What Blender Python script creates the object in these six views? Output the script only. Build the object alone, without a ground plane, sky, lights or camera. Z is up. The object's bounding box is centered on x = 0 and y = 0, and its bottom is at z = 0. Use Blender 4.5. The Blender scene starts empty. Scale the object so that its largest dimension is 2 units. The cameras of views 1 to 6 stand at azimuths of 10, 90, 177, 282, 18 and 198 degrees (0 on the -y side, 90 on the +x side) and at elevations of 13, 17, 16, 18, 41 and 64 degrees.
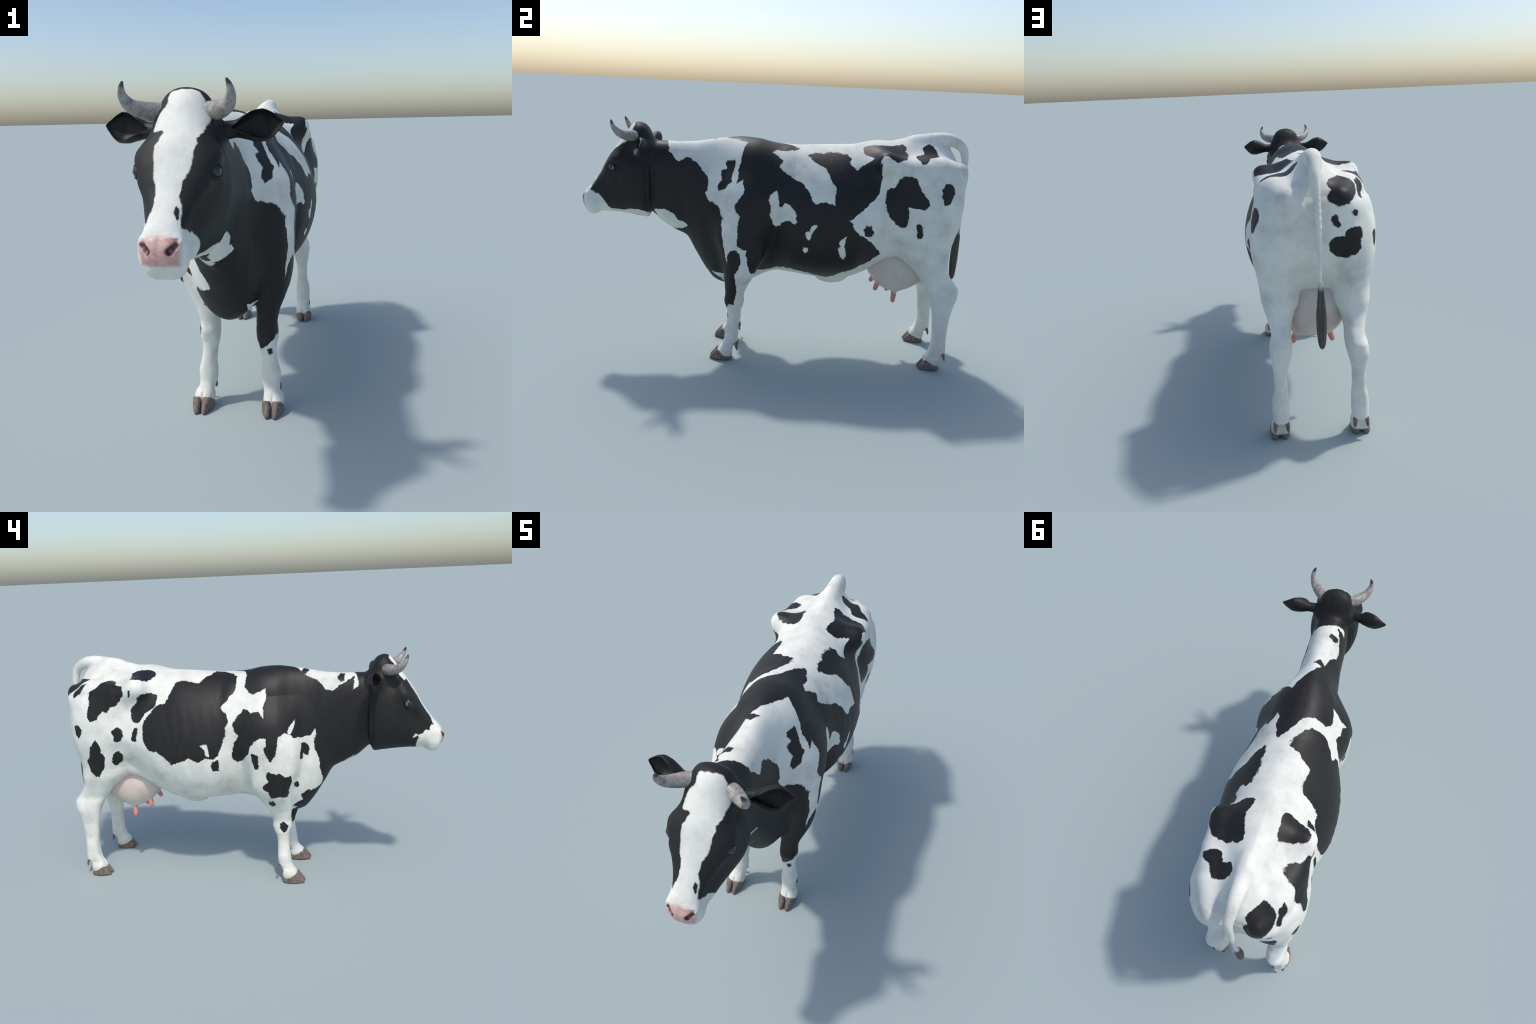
import bpy, bmesh, math
import numpy as np
from mathutils import Vector, Matrix, Quaternion

# ------------------------------------------------------------------ helpers
def pchip(xs, ys, x):
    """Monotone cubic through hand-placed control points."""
    xs = np.asarray(xs, float); ys = np.asarray(ys, float)
    h = np.diff(xs); d = np.diff(ys) / h
    m = np.zeros_like(ys)
    same = d[:-1] * d[1:] > 0
    w1 = 2 * h[1:] + h[:-1]; w2 = h[1:] + 2 * h[:-1]
    with np.errstate(divide='ignore', invalid='ignore'):
        m[1:-1] = np.where(same, (w1 + w2) / (w1 / d[:-1] + w2 / d[1:]), 0)
    m[0], m[-1] = d[0], d[-1]
    x = np.clip(x, xs[0], xs[-1])
    i = np.clip(np.searchsorted(xs, x) - 1, 0, len(h) - 1)
    t = (x - xs[i]) / h[i]; t2 = t * t; t3 = t2 * t
    return ((2*t3 - 3*t2 + 1) * ys[i] + (t3 - 2*t2 + t) * h[i] * m[i]
            + (3*t2 - 2*t3) * ys[i+1] + (t3 - t2) * h[i] * m[i+1])

def smoothstep(a, b, x):
    t = np.clip((x - a) / (b - a), 0, 1)
    return t * t * (3 - 2 * t)

def smin(a, b, k):
    h = np.maximum(k - np.abs(a - b), 0) / k
    return np.minimum(a, b) - h * h * k * 0.25

def smax(a, b, k):
    return -smin(-a, -b, k)

class Profile:
    """Rows (station, v1, v2, ...) -> smooth functions of the station."""
    def __init__(self, rows):
        r = np.array(sorted(rows), float)
        self.s, self.v = r[:, 0], r[:, 1:]
    def __call__(self, x):
        # tabulated once, looked up linearly: fast for millions of points
        if not hasattr(self, 'tab'):
            self.g = np.linspace(self.s[0], self.s[-1], 900)
            self.tab = [pchip(self.s, self.v[:, j], self.g) for j in range(self.v.shape[1])]
        return [np.interp(x, self.g, t) for t in self.tab]

def loft(prof, along, a, b):
    """Solid whose cross-section at each station is an egg-shaped superellipse.
    rows: station, top, bottom, half_width, level_of_max_width, p_upper, p_lower"""
    top, bot, hw, lev, pu, pl = prof(along)
    db = b - lev
    up = db > 0
    h = np.where(up, top - lev, lev - bot)
    p = np.where(up, pu, pl)
    a = np.abs(a)
    r = ((a / hw) ** p + (np.abs(db) / h) ** p) ** (1 / p)
    rho = np.hypot(a, db)
    d = np.where(r > 0.02, rho * (1 - 1 / np.maximum(r, 0.02)), -np.minimum(hw, h))
    over = np.maximum(prof.s[0] - along, along - prof.s[-1])
    return np.where(over > 0, np.hypot(np.maximum(d, 0), over), np.maximum(d, over))

def limb(prof, x, y, z, p=2.2):
    """Upright solid; rows: z, front_y, back_y, inner_x, outer_x"""
    yf, yb, xi, xo = prof(z)
    a = (x - (xi + xo) / 2); b = (y - (yf + yb) / 2)
    ra = (xo - xi) / 2; rb = (yb - yf) / 2
    r = (np.abs(a / ra) ** p + np.abs(b / rb) ** p) ** (1 / p)
    rho = np.hypot(a, b)
    d = np.where(r > 0.02, rho * (1 - 1 / np.maximum(r, 0.02)), -np.minimum(ra, rb))
    over = np.maximum(prof.s[0] - z, z - prof.s[-1])
    return np.where(over > 0, np.hypot(np.maximum(d, 0), over), np.maximum(d, over))

def ball(x, y, z, c, r, tilt=0.0):
    """Ellipsoid, tilted about the x axis by `tilt` degrees."""
    X, Y, Z = x - c[0], y - c[1], z - c[2]
    if tilt:
        ct, st = math.cos(math.radians(tilt)), math.sin(math.radians(tilt))
        Y, Z = ct * Y + st * Z, -st * Y + ct * Z
    q = np.sqrt((X / r[0]) ** 2 + (Y / r[1]) ** 2 + (Z / r[2]) ** 2)
    g = np.sqrt((X / r[0]**2) ** 2 + (Y / r[1]**2) ** 2 + (Z / r[2]**2) ** 2)
    return q * (q - 1) / np.maximum(g, 1e-6)

def tube(x, y, z, pts, flat=1.0):
    """Chain of tapering segments; pts rows: x, y, z, radius"""
    best = None
    for A, B in zip(pts[:-1], pts[1:]):
        a, b = np.array(A[:3]), np.array(B[:3]); ab = b - a
        t = np.clip(((x-a[0])*ab[0] + (y-a[1])*ab[1] + (z-a[2])*ab[2]) / (ab @ ab), 0, 1)
        d = np.sqrt(((x-a[0]-t*ab[0])/flat)**2 + (y-a[1]-t*ab[1])**2 + (z-a[2]-t*ab[2])**2) - (A[3] + t * (B[3] - A[3]))
        best = d if best is None else smin(best, d, 0.006)
    return best

def bump(x, y, z, c, r, amp):
    return amp * np.exp(-(((x - c[0]) / r[0])**2 + ((y - c[1]) / r[1])**2 + ((z - c[2]) / r[2])**2))

def smooth_path(ctrl, n):
    c = np.array(ctrl, float); t = np.linspace(0, 1, len(c)); s = np.linspace(0, 1, n)
    # Catmull-Rom through the control points
    m = np.gradient(c, t, axis=0)
    i = np.clip(np.searchsorted(t, s) - 1, 0, len(c) - 2)
    h = (t[i+1] - t[i])[:, None]; w = ((s - t[i]) / h[:, 0])[:, None]
    return ((2*w**3 - 3*w**2 + 1)*c[i] + (w**3 - 2*w**2 + w)*h*m[i] + (3*w**2 - 2*w**3)*c[i+1] + (w**3 - w**2)*h*m[i+1])

# ------------------------------------------------------------------ proportions of the cow
# rows: y, back line, belly line, half width, level of widest point, roundness above, below
TRUNK = Profile([
    (-0.72, 1.060, 0.800, 0.060, 0.93, 2.0, 2.0),
    (-0.64, 1.120, 0.752, 0.090, 0.94, 2.4, 2.0),
    (-0.58, 1.121, 0.697, 0.094, 0.93, 2.5, 1.9),
    (-0.52, 1.120, 0.660, 0.096, 0.92, 2.4, 1.85),
    (-0.46, 1.122, 0.631, 0.099, 0.90, 2.2, 1.8),
    (-0.41, 1.126, 0.548, 0.106, 0.85, 2.1, 1.9),
    (-0.35, 1.136, 0.452, 0.120, 0.72, 2.0, 2.1),
    (-0.30, 1.145, 0.395, 0.140, 0.68, 1.9, 2.0),
    (-0.25, 1.152, 0.378, 0.160, 0.69, 1.9, 1.9),
    (-0.18, 1.158, 0.382, 0.182, 0.75, 2.0, 1.75),
    (-0.10, 1.153, 0.405, 0.190, 0.80, 2.1, 1.6),
    (-0.02, 1.139, 0.445, 0.196, 0.80, 2.15, 1.55),
    ( 0.04, 1.132, 0.460, 0.219, 0.79, 2.1, 1.75),
    ( 0.10, 1.131, 0.459, 0.250, 0.76, 1.85, 2.0),
    ( 0.20, 1.136, 0.449, 0.275, 0.76, 1.8, 2.15),
    ( 0.30, 1.141, 0.438, 0.284, 0.76, 1.8, 2.0),
    ( 0.40, 1.147, 0.446, 0.280, 0.76, 1.75, 1.9),
    ( 0.48, 1.154, 0.470, 0.260, 0.78, 1.7, 1.65),
    ( 0.56, 1.165, 0.522, 0.240, 0.81, 1.60, 1.55),
    ( 0.64, 1.186, 0.580, 0.236, 0.84, 1.50, 1.5),
    ( 0.72, 1.198, 0.610, 0.222, 0.85, 1.42, 1.8),
    ( 0.80, 1.195, 0.630, 0.200, 0.86, 1.42, 2.0),
    ( 0.87, 1.155, 0.700, 0.160, 0.88, 1.5, 2.0),
    ( 0.897, 1.12, 0.760, 0.135, 0.90, 1.6, 2.0),
    ( 0.914, 1.085, 0.800, 0.110, 0.90, 1.7, 2.0),
    ( 0.930, 1.035, 0.840, 0.075, 0.92, 2.0, 2.0),
    ( 0.940, 0.990, 0.890, 0.040, 0.93, 2.0, 2.0),
    ( 0.944, 0.950, 0.920, 0.010, 0.935, 2.0, 2.0),
])
JAW = Profile([
    (-0.625, 1.02, 0.840, 0.050, 0.92, 2.0, 2.0),
    (-0.640, 1.07, 0.765, 0.101, 0.92, 2.2, 2.0),
    (-0.665, 1.09, 0.722, 0.117, 0.93, 2.5, 2.0),
    (-0.71, 1.09, 0.728, 0.125, 0.93, 2.5, 1.9),
    (-0.77, 1.06, 0.736, 0.114, 0.92, 2.3, 1.9),
    (-0.83, 0.99, 0.742, 0.093, 0.88, 2.1, 1.9),
    (-0.88, 0.93, 0.744, 0.072, 0.83, 2.1, 2.0),
    (-0.915, 0.88, 0.742, 0.058, 0.80, 2.2, 2.1),
    (-0.945, 0.86, 0.733, 0.060, 0.79, 2.3, 2.2),
    (-0.968, 0.85, 0.739, 0.056, 0.79, 2.4, 2.4),
    (-0.978, 0.840, 0.750, 0.044, 0.795, 2.4, 2.4),
    (-0.986, 0.825, 0.770, 0.030, 0.797, 2.2, 2.2),
    (-0.989, 0.800, 0.794, 0.004, 0.797, 2.0, 2.0),
])
# skull, measured along the face line (s) from the crown to the nose; n = height above that line
FACE_ORIGIN = (-0.753, 1.174)
FACE_DOWN = (-0.580, -0.8146)
FACE_OUT = (-0.8146, 0.580)
SKULL = Profile([
    (-0.068, -0.048, -0.062, 0.008, -0.055, 2.0, 2.0),
    (-0.065, -0.035, -0.072, 0.030, -0.055, 2.0, 2.0),
    (-0.055, -0.016, -0.095, 0.056, -0.06, 2.0, 2.0),
    (-0.030, -0.003, -0.130, 0.074, -0.065, 2.0, 2.0),
    ( 0.010,  0.000, -0.170, 0.087, -0.075, 2.0, 2.0),
    ( 0.060,  0.000, -0.200, 0.095, -0.070, 2.2, 2.0),
    ( 0.100,  0.001, -0.220, 0.102, -0.060, 2.3, 2.0),
    ( 0.145,  0.002, -0.240, 0.113, -0.052, 2.3, 2.0),
    ( 0.185,  0.000, -0.240, 0.115, -0.050, 2.25, 1.9),
    ( 0.225, -0.004, -0.220, 0.102, -0.050, 2.2, 1.8),
    ( 0.270, -0.008, -0.200, 0.080, -0.050, 2.1, 1.8),
    ( 0.320, -0.006, -0.170, 0.062, -0.045, 2.1, 2.0),
    ( 0.370, -0.003, -0.130, 0.052, -0.040, 2.2, 2.2),
    ( 0.405, -0.001, -0.110, 0.052, -0.040, 2.3, 2.3),
    ( 0.430, -0.006, -0.100, 0.052, -0.045, 2.3, 2.3),
    ( 0.452, -0.020, -0.090, 0.045, -0.05, 2.3, 2.2),
    ( 0.468, -0.040, -0.075, 0.028, -0.055, 2.0, 2.0),
])
# rows: z, front y, back y, inner x, outer x
FORELEG = Profile([
    (0.012, -0.262, -0.205, 0.118, 0.162),
    (0.030, -0.276, -0.197, 0.103, 0.178),
    (0.046, -0.274, -0.193, 0.101, 0.178),
    (0.063, -0.262, -0.189, 0.101, 0.173),
    (0.082, -0.248, -0.177, 0.099, 0.163),
    (0.105, -0.238, -0.165, 0.092, 0.1625),
    (0.140, -0.234, -0.162, 0.0885, 0.165),
    (0.180, -0.229, -0.163, 0.0920, 0.156),
    (0.235, -0.224, -0.162, 0.0860, 0.148),
    (0.265, -0.226, -0.156, 0.077, 0.151),
    (0.290, -0.233, -0.146, 0.071, 0.1565),
    (0.320, -0.239, -0.138, 0.0700, 0.1560),
    (0.350, -0.238, -0.140, 0.0710, 0.1530),
    (0.400, -0.241, -0.125, 0.074, 0.164),
    (0.450, -0.244, -0.100, 0.076, 0.188),
    (0.510, -0.250, -0.073, 0.074, 0.216),
    (0.580, -0.264, -0.048, 0.070, 0.233),
    (0.680, -0.284, -0.032, 0.060, 0.240),
    (0.780, -0.280, -0.018, 0.050, 0.236),
    (0.880, -0.242, -0.025, 0.045, 0.205),
    (0.950, -0.222, -0.050, 0.040, 0.150),
    (1.000, -0.195, -0.080, 0.035, 0.090),
    (1.030, -0.165, -0.115, 0.035, 0.050),
])
HINDLEG = Profile([
    (0.012, 0.850, 0.895, 0.150, 0.196),
    (0.030, 0.832, 0.907, 0.136, 0.211),
    (0.046, 0.828, 0.910, 0.133, 0.213),
    (0.062, 0.833, 0.914, 0.134, 0.210),
    (0.080, 0.845, 0.928, 0.137, 0.203),
    (0.095, 0.853, 0.942, 0.135, 0.205),
    (0.130, 0.861, 0.939, 0.132, 0.206),
    (0.180, 0.863, 0.936, 0.132, 0.204),
    (0.240, 0.857, 0.939, 0.137, 0.192),
    (0.300, 0.849, 0.945, 0.137, 0.192),
    (0.350, 0.838, 0.954, 0.127, 0.199),
    (0.400, 0.823, 0.967, 0.114, 0.206),
    (0.435, 0.806, 0.968, 0.110, 0.202),
    (0.470, 0.783, 0.948, 0.112, 0.194),
    (0.510, 0.750, 0.917, 0.106, 0.203),
    (0.560, 0.708, 0.899, 0.088, 0.218),
    (0.600, 0.678, 0.899, 0.068, 0.229),
    (0.645, 0.648, 0.902, 0.060, 0.233),
    (0.700, 0.615, 0.913, 0.052, 0.242),
    (0.750, 0.590, 0.924, 0.045, 0.252),
    (0.820, 0.570, 0.937, 0.025, 0.261),
    (0.900, 0.580, 0.947, -0.020, 0.257),
    (0.980, 0.620, 0.947, -0.060, 0.232),
    (1.020, 0.670, 0.940, -0.050, 0.196),
    (1.050, 0.740, 0.890, -0.020, 0.110),
])
TAIL = [(0.0, 0.70, 1.165, 0.034), (0.0, 0.80, 1.187, 0.031), (0.0, 0.865, 1.189, 0.029), (0.002, 0.915, 1.172, 0.025),
        (0.006, 0.946, 1.144, 0.0205), (0.006, 0.960, 1.105, 0.0175), (0.003, 0.966, 1.06, 0.0145),
        (0.001, 0.973, 0.99, 0.0142), (-0.002, 0.977, 0.90, 0.0136), (-0.002, 0.981, 0.80, 0.0122),
        (-0.003, 0.983, 0.70, 0.0100)]
TAIL_PATH = [tuple(r) for r in smooth_path(TAIL, 30)]
FOOT_SHIFT = 0.021      # the two forefeet stand a little to the cow's left

def unpose(x, y, z):
    """Take the slight sideways lean of the forelegs out, so both sides share one shape."""
    w = smoothstep(0.62, 0.34, z) * smoothstep(0.12, 0.0, y) * smoothstep(0.02, 0.075, np.abs(x))
    return x - FOOT_SHIFT * w

def body_field(P):
    """Signed field of the whole skin surface: negative inside."""
    x, y, z = P[:, 0], P[:, 1], P[:, 2]
    xu = unpose(x, y, z)
    ax = np.abs(xu)
    f = loft(TRUNK, y, x, z)
    # fore- and hindlimbs
    fore = limb(FORELEG, ax, y, z)
    hind = limb(HINDLEG, ax, y, z, 1.95 + 0.6 * smoothstep(0.66, 0.58, z))
    # soft heel bulbs above the claws
    for s in (-1, 1):
        fore = smin(fore, ball(ax, y, z, (0.140 + s * 0.020, -0.220, 0.040), (0.020, 0.029, 0.030), -20), 0.010)
        hind = smin(hind, ball(ax, y, z, (0.173 + s * 0.020, 0.882, 0.040), (0.020, 0.029, 0.030), -20), 0.010)
    f = smin(f, fore, 0.045 + 0.12 * smoothstep(0.62, 0.95, z))
    f = smin(f, hind, 0.040 + 0.060 * smoothstep(0.75, 0.98, z))
    # skin fold that arches over the udder from the flank to the stifle
    f = smin(f, tube(ax, y, z, [(0.090, 0.48, 0.560, 0.026), (0.118, 0.56, 0.612, 0.030), (0.135, 0.64, 0.638, 0.034), (0.145, 0.72, 0.612, 0.040)]), 0.05)
    # bony frame of the rump: bar from the spine to the hook bone, then back along to the pin bone
    rump = tube(ax, y, z, [(0.0, 0.50, 1.095, 0.036), (0.110, 0.522, 1.088, 0.034), (0.188, 0.530, 1.083, 0.035)])
    rump = smin(rump, ball(ax, y, z, (0.100, 0.880, 1.000), (0.070, 0.058, 0.055)), 0.04)
    rump = smin(rump, tube(ax, y, z, [(0.188, 0.530, 1.083, 0.034), (0.178, 0.65, 1.042, 0.050), (0.150, 0.80, 1.044, 0.052), (0.094, 0.912, 1.042, 0.042)]), 0.05)
    f = smin(f, rump, 0.10 - 0.06 * smoothstep(0.80, 0.90, y))
    # head
    fy, fz = y - FACE_ORIGIN[0], z - FACE_ORIGIN[1]
    s = fy * FACE_DOWN[0] + fz * FACE_DOWN[1]
    n = fy * FACE_OUT[0] + fz * FACE_OUT[1]
    head = smin(loft(JAW, y, x, z), loft(SKULL, s, x, n), 0.035)
    # lower lip and chin
    head = smin(head, ball(ax, y, z, (0.022, -0.944, 0.760), (0.030, 0.034, 0.030)), 0.012)
    # blunt end of the muzzle
    head = smin(head, ball(ax, y, z, (0.016, -0.953, 0.797), (0.039, 0.0455, 0.050)), 0.012)
    head = smin(head, ball(ax, y, z, (0.019, -0.963, 0.818), (0.033, 0.036, 0.030)), 0.015)
    f = smin(f, head, 0.020 + 0.025 * smoothstep(0.76, 0.84, z))
    # root of the ears
    f = smin(f, ball(ax, y, z, (0.078, -0.670, 1.085), (0.034, 0.034, 0.036)), 0.035)
    # tail
    f = smin(f, tube(x, y, z, TAIL_PATH), 0.030 - 0.018 * smoothstep(0.86, 0.92, y))
    # navel fold
    f = smin(f, ball(x, y, z, (0, 0.325, 0.432), (0.022, 0.075, 0.034)), 0.05)
    # bony and muscular relief: (centre, reach, height)
    b = -bump(ax, y, z, (0.100, 0.830, 1.120), (0.040, 0.090, 0.050), 0.008)     # hollow beside the tail head
    b -= bump(ax, y, z, (0.200, 0.420, 1.010), (0.070, 0.070, 0.060), 0.007)     # hollow of the flank
    b += bump(ax, y, z, (0.200, -0.270, 0.700), (0.050, 0.060, 0.090), 0.014)    # point of the shoulder
    b += bump(ax, y, z, (0.200, -0.050, 0.540), (0.040, 0.035, 0.050), 0.010)    # elbow
    b -= bump(ax, y, z, (0.215, 0.008, 0.660), (0.050, 0.018, 0.130), 0.010)     # groove behind the elbow
    b += bump(ax, y, z, (0.118, -0.795, 1.028), (0.030, 0.040, 0.030), 0.007)    # brow
    b -= bump(ax, y, z, (0.098, -0.755, 1.080), (0.030, 0.030, 0.030), 0.008)    # temple
    b += bump(ax, y, z, (0.052, -0.980, 0.832), (0.012, 0.016, 0.020), 0.006)    # wing of the nostril
    b -= bump(ax, y, z, (0.118, -0.834, 0.988), (0.03, 0.024, 0.018), 0.011)     # eye socket
    for c in ((0.140, -0.268, 0.052), (0.174, 0.830, 0.050)):                    # cleft between the toes
        b -= bump(ax, y, z, c, (0.0055, 0.022, 0.028), 0.007)
    b += bump(ax, y, z, (0.112, -0.238, 0.318), (0.030, 0.020, 0.024), 0.0035)   # knee cap
    b += bump(ax, y, z, (0.160, 0.950, 0.430), (0.018, 0.025, 0.030), 0.0035)    # point of the hock
    b -= bump(ax, y, z, (0.200, 0.900, 0.440), (0.020, 0.016, 0.060), 0.004)     # hollow beside the hock tendon
    # ribs, barely showing through the skin
    b += 0.0005 * np.sin(2 * math.pi * (y - 0.25 * (z - 0.8)) / 0.058 + 0.8 * np.sin(9 * y + 5 * z)) * smoothstep(0.05, 0.14, y) * smoothstep(0.46, 0.36, y) * smoothstep(0.55, 0.66, z) * smoothstep(1.02, 0.92, z)
    b -= bump(ax, y, z, (0.025, 0.930, 0.750), (0.032, 0.045, 0.170), 0.030)     # cleft under the tail
    f = f - b
    # folds where the jaw meets the neck
    for yy, amp, w in ((-0.652, 0.0045, 0.007), (-0.622, 0.003, 0.007)):
        c = yy + 0.03 * (z - 0.9)
        f += amp * np.exp(-((y - c) / w) ** 2) * smoothstep(0.72, 0.80, z) * smoothstep(1.04, 0.96, z) * smoothstep(0.04, 0.08, ax)
    # nostrils, mouth line
    nos = tube(ax, y, z, [(0.048, -0.983, 0.838, 0.002), (0.041, -0.992, 0.824, 0.0062), (0.031, -0.998, 0.813, 0.0072), (0.024, -1.003, 0.810, 0.002)])
    f = smax(f, -nos, 0.009)
    return f

def body_field_grad(P, e=0.0008):
    g = np.empty_like(P)
    for a in range(3):
        d = np.zeros(3); d[a] = e
        g[:, a] = (body_field(P + d) - body_field(P - d)) / (2 * e)
    return g

# ------------------------------------------------------------------ turning a field into a mesh
def net_surface(field, lo, hi, h, block=4):
    """Surface nets: one vertex per cell the surface runs through, one quad per crossed grid edge."""
    lo, hi = np.array(lo, float), np.array(hi, float)
    nb = np.ceil((hi - lo) / (h * block)).astype(int)
    n = nb * block + 1
    cx = [lo[a] + np.arange(nb[a] + 1) * h * block for a in range(3)]
    cg = np.stack(np.meshgrid(*cx, indexing='ij'), -1).reshape(-1, 3)
    C = np.concatenate([field(c) for c in np.array_split(cg, max(1, len(cg) // 200000))]).reshape(nb + 1)
    corners = np.stack([C[i:i + nb[0], j:j + nb[1], k:k + nb[2]] for i in (0, 1) for j in (0, 1) for k in (0, 1)])
    near = (corners.min(0) < 0) & (corners.max(0) > 0) | (np.abs(corners).min(0) < h * block * 0.9)
    F = np.repeat(np.repeat(np.repeat(C, block, 0), block, 1), block, 2)[:n[0], :n[1], :n[2]].astype(np.float32)
    want = np.zeros(n, bool)
    b3 = np.repeat(np.repeat(np.repeat(near, block, 0), block, 1), block, 2)
    for i in (0, 1):
        for j in (0, 1):
            for k in (0, 1):
                want[i:i + b3.shape[0], j:j + b3.shape[1], k:k + b3.shape[2]] |= b3
    ids = np.argwhere(want)
    pts = lo + ids * h
    F[want] = np.concatenate([field(c) for c in np.array_split(pts, max(1, len(pts) // 200000))])
    S = F < 0
    cell = np.zeros(n - 1, np.int8)
    for i in (0, 1):
        for j in (0, 1):
            for k in (0, 1):
                cell += S[i:i + n[0] - 1, j:j + n[1] - 1, k:k + n[2] - 1]
    act = np.argwhere((cell > 0) & (cell < 8))
    index = np.full(n - 1, -1, np.int64)
    index[tuple(act.T)] = np.arange(len(act))
    offs = np.array([(i, j, k) for i in (0, 1) for j in (0, 1) for k in (0, 1)])
    cv = np.stack([F[tuple((act + o).T)] for o in offs], 1)
    total, cnt = np.zeros((len(act), 3)), np.zeros(len(act))
    for a in range(8):
        for b in range(a + 1, 8):
            if np.abs(offs[a] - offs[b]).sum() != 1:
                continue
            va, vb = cv[:, a], cv[:, b]
            cross = (va < 0) != (vb < 0)
            t = np.where(cross, va / np.where(cross, va - vb, 1), 0)
            total += np.where(cross[:, None], offs[a] + t[:, None] * (offs[b] - offs[a]), 0)
            cnt += cross
    V = lo + (act + total / cnt[:, None]) * h
    quads = []
    for a in range(3):
        b, c = (a + 1) % 3, (a + 2) % 3
        sl0 = [slice(None)] * 3; sl1 = [slice(None)] * 3
        sl0[a], sl1[a] = slice(0, -1), slice(1, None)
        s0, s1 = S[tuple(sl0)], S[tuple(sl1)]
        e = np.argwhere(s0 != s1)
        e = e[(e[:, b] > 0) & (e[:, c] > 0) & (e[:, b] < n[b] - 1) & (e[:, c] < n[c] - 1)]
        inside_first = s0[tuple(e.T)]
        ub, uc = np.eye(3, dtype=int)[b], np.eye(3, dtype=int)[c]
        q = np.stack([index[tuple((e - ub - uc).T)], index[tuple((e - uc).T)], index[tuple(e.T)], index[tuple((e - ub).T)]], 1)
        q[~inside_first] = q[~inside_first][:, ::-1]
        quads.append(q)
    Q = np.vstack(quads)
    return V, Q

def relax(V, Q, rounds, lam=0.5):
    n = len(V)
    E = np.vstack([Q[:, [0, 1]], Q[:, [1, 2]], Q[:, [2, 3]], Q[:, [3, 0]]])
    deg = np.bincount(E.ravel(), minlength=n).astype(float)
    for _ in range(rounds):
        acc = np.zeros_like(V)
        for a in range(3):
            acc[:, a] = np.bincount(E[:, 0], V[E[:, 1], a], n) + np.bincount(E[:, 1], V[E[:, 0], a], n)
        V = V + lam * (acc / deg[:, None] - V)
    return V

def settle(V, field, steps=2, e=0.0008):
    for _ in range(steps):
        f = field(V)
        g = np.empty_like(V)
        for a in range(3):
            d = np.zeros(3); d[a] = e
            g[:, a] = (field(V + d) - field(V - d)) / (2 * e)
        g2 = np.maximum((g ** 2).sum(1), 0.15)
        step = np.clip(f / g2, -0.004, 0.004)
        V = V - step[:, None] * g
    return V, g / np.linalg.norm(g, axis=1, keepdims=True)
# ------------------------------------------------------------------ mesh builders
def make_mesh(name, V, F, smooth=True, normals=None):
    me = bpy.data.meshes.new(name)
    F = np.asarray(F)
    k = F.shape[1]
    me.vertices.add(len(V)); me.vertices.foreach_set('co', np.ascontiguousarray(V, np.float32).ravel())
    me.loops.add(F.size); me.loops.foreach_set('vertex_index', np.ascontiguousarray(F, np.int32).ravel())
    me.polygons.add(len(F))
    me.polygons.foreach_set('loop_start', np.arange(0, F.size, k, dtype=np.int32))
    me.polygons.foreach_set('use_smooth', np.full(len(F), smooth))
    me.update(calc_edges=True)
    me.validate()
    if normals is not None:
        me.normals_split_custom_set_from_vertices(normals.astype(np.float32))
    return me

def add_part(name, mesh, material, parent):
    ob = bpy.data.objects.new(name, mesh)
    bpy.context.scene.collection.objects.link(ob)
    ob.parent = parent
    if material is not None:
        if mesh.materials: mesh.materials[0] = material
        else: mesh.materials.append(material)
    return ob

def ring_tube(rings, cap=True):
    """Quads through a list of closed rings (each m x 3)."""
    R = np.array(rings); k, m = R.shape[:2]
    V = R.reshape(-1, 3); F = []
    for i in range(k - 1):
        for j in range(m):
            F.append((i*m + j, i*m + (j+1) % m, (i+1)*m + (j+1) % m, (i+1)*m + j))
    if cap:
        V = np.vstack([V, R[0].mean(0), R[-1].mean(0)])
        a, b = k*m, k*m + 1
        for j in range(0, m, 2):
            F.append((a, (j+2) % m, (j+1) % m, j))
            o = (k-1)*m
            F.append((b, o + j, o + (j+1) % m, o + (j+2) % m))
    return V, np.array(F)

def frames(path):
    """Smooth path + a pair of cross vectors at every point."""
    P = np.array(path)
    T = np.gradient(P, axis=0); T /= np.linalg.norm(T, axis=1, keepdims=True)
    u = np.cross(T[0], (0, 0, 1.0)); u = u / (np.linalg.norm(u) + 1e-9)
    U = []
    for t in T:
        u = u - t * (u @ t); u /= np.linalg.norm(u); U.append(u)
    U = np.array(U)
    return P, T, U, np.cross(T, U)

def horn_mesh(side):
    ctrl = smooth_path([(0.060, -0.712, 1.143, 0.0275), (0.082, -0.722, 1.145, 0.027), (0.109, -0.744, 1.149, 0.0245),
                        (0.134, -0.771, 1.161, 0.0195), (0.147, -0.792, 1.184, 0.0135), (0.146, -0.803, 1.206, 0.0085), (0.140, -0.808, 1.222, 0.0035)], 48)
    P, T, U, W = frames(ctrl[:, :3])
    a = np.linspace(0, 2*np.pi, 28, endpoint=False)
    rings = []
    for i in range(len(P)):
        r = ctrl[i, 3] * (1 + 0.012 * math.sin(i * 1.9))
        rings.append(P[i] + r * (np.cos(a)[:, None] * U[i] + np.sin(a)[:, None] * W[i]))
    rings.append(P[-1] + T[-1]*0.002 + 0.0018 * (np.cos(a)[:, None] * U[-1] + np.sin(a)[:, None] * W[-1]))
    V, F = ring_tube(rings)
    if side < 0:
        V = V * (-1, 1, 1); F = F[:, ::-1]
    return make_mesh('horn', V, F)

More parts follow.
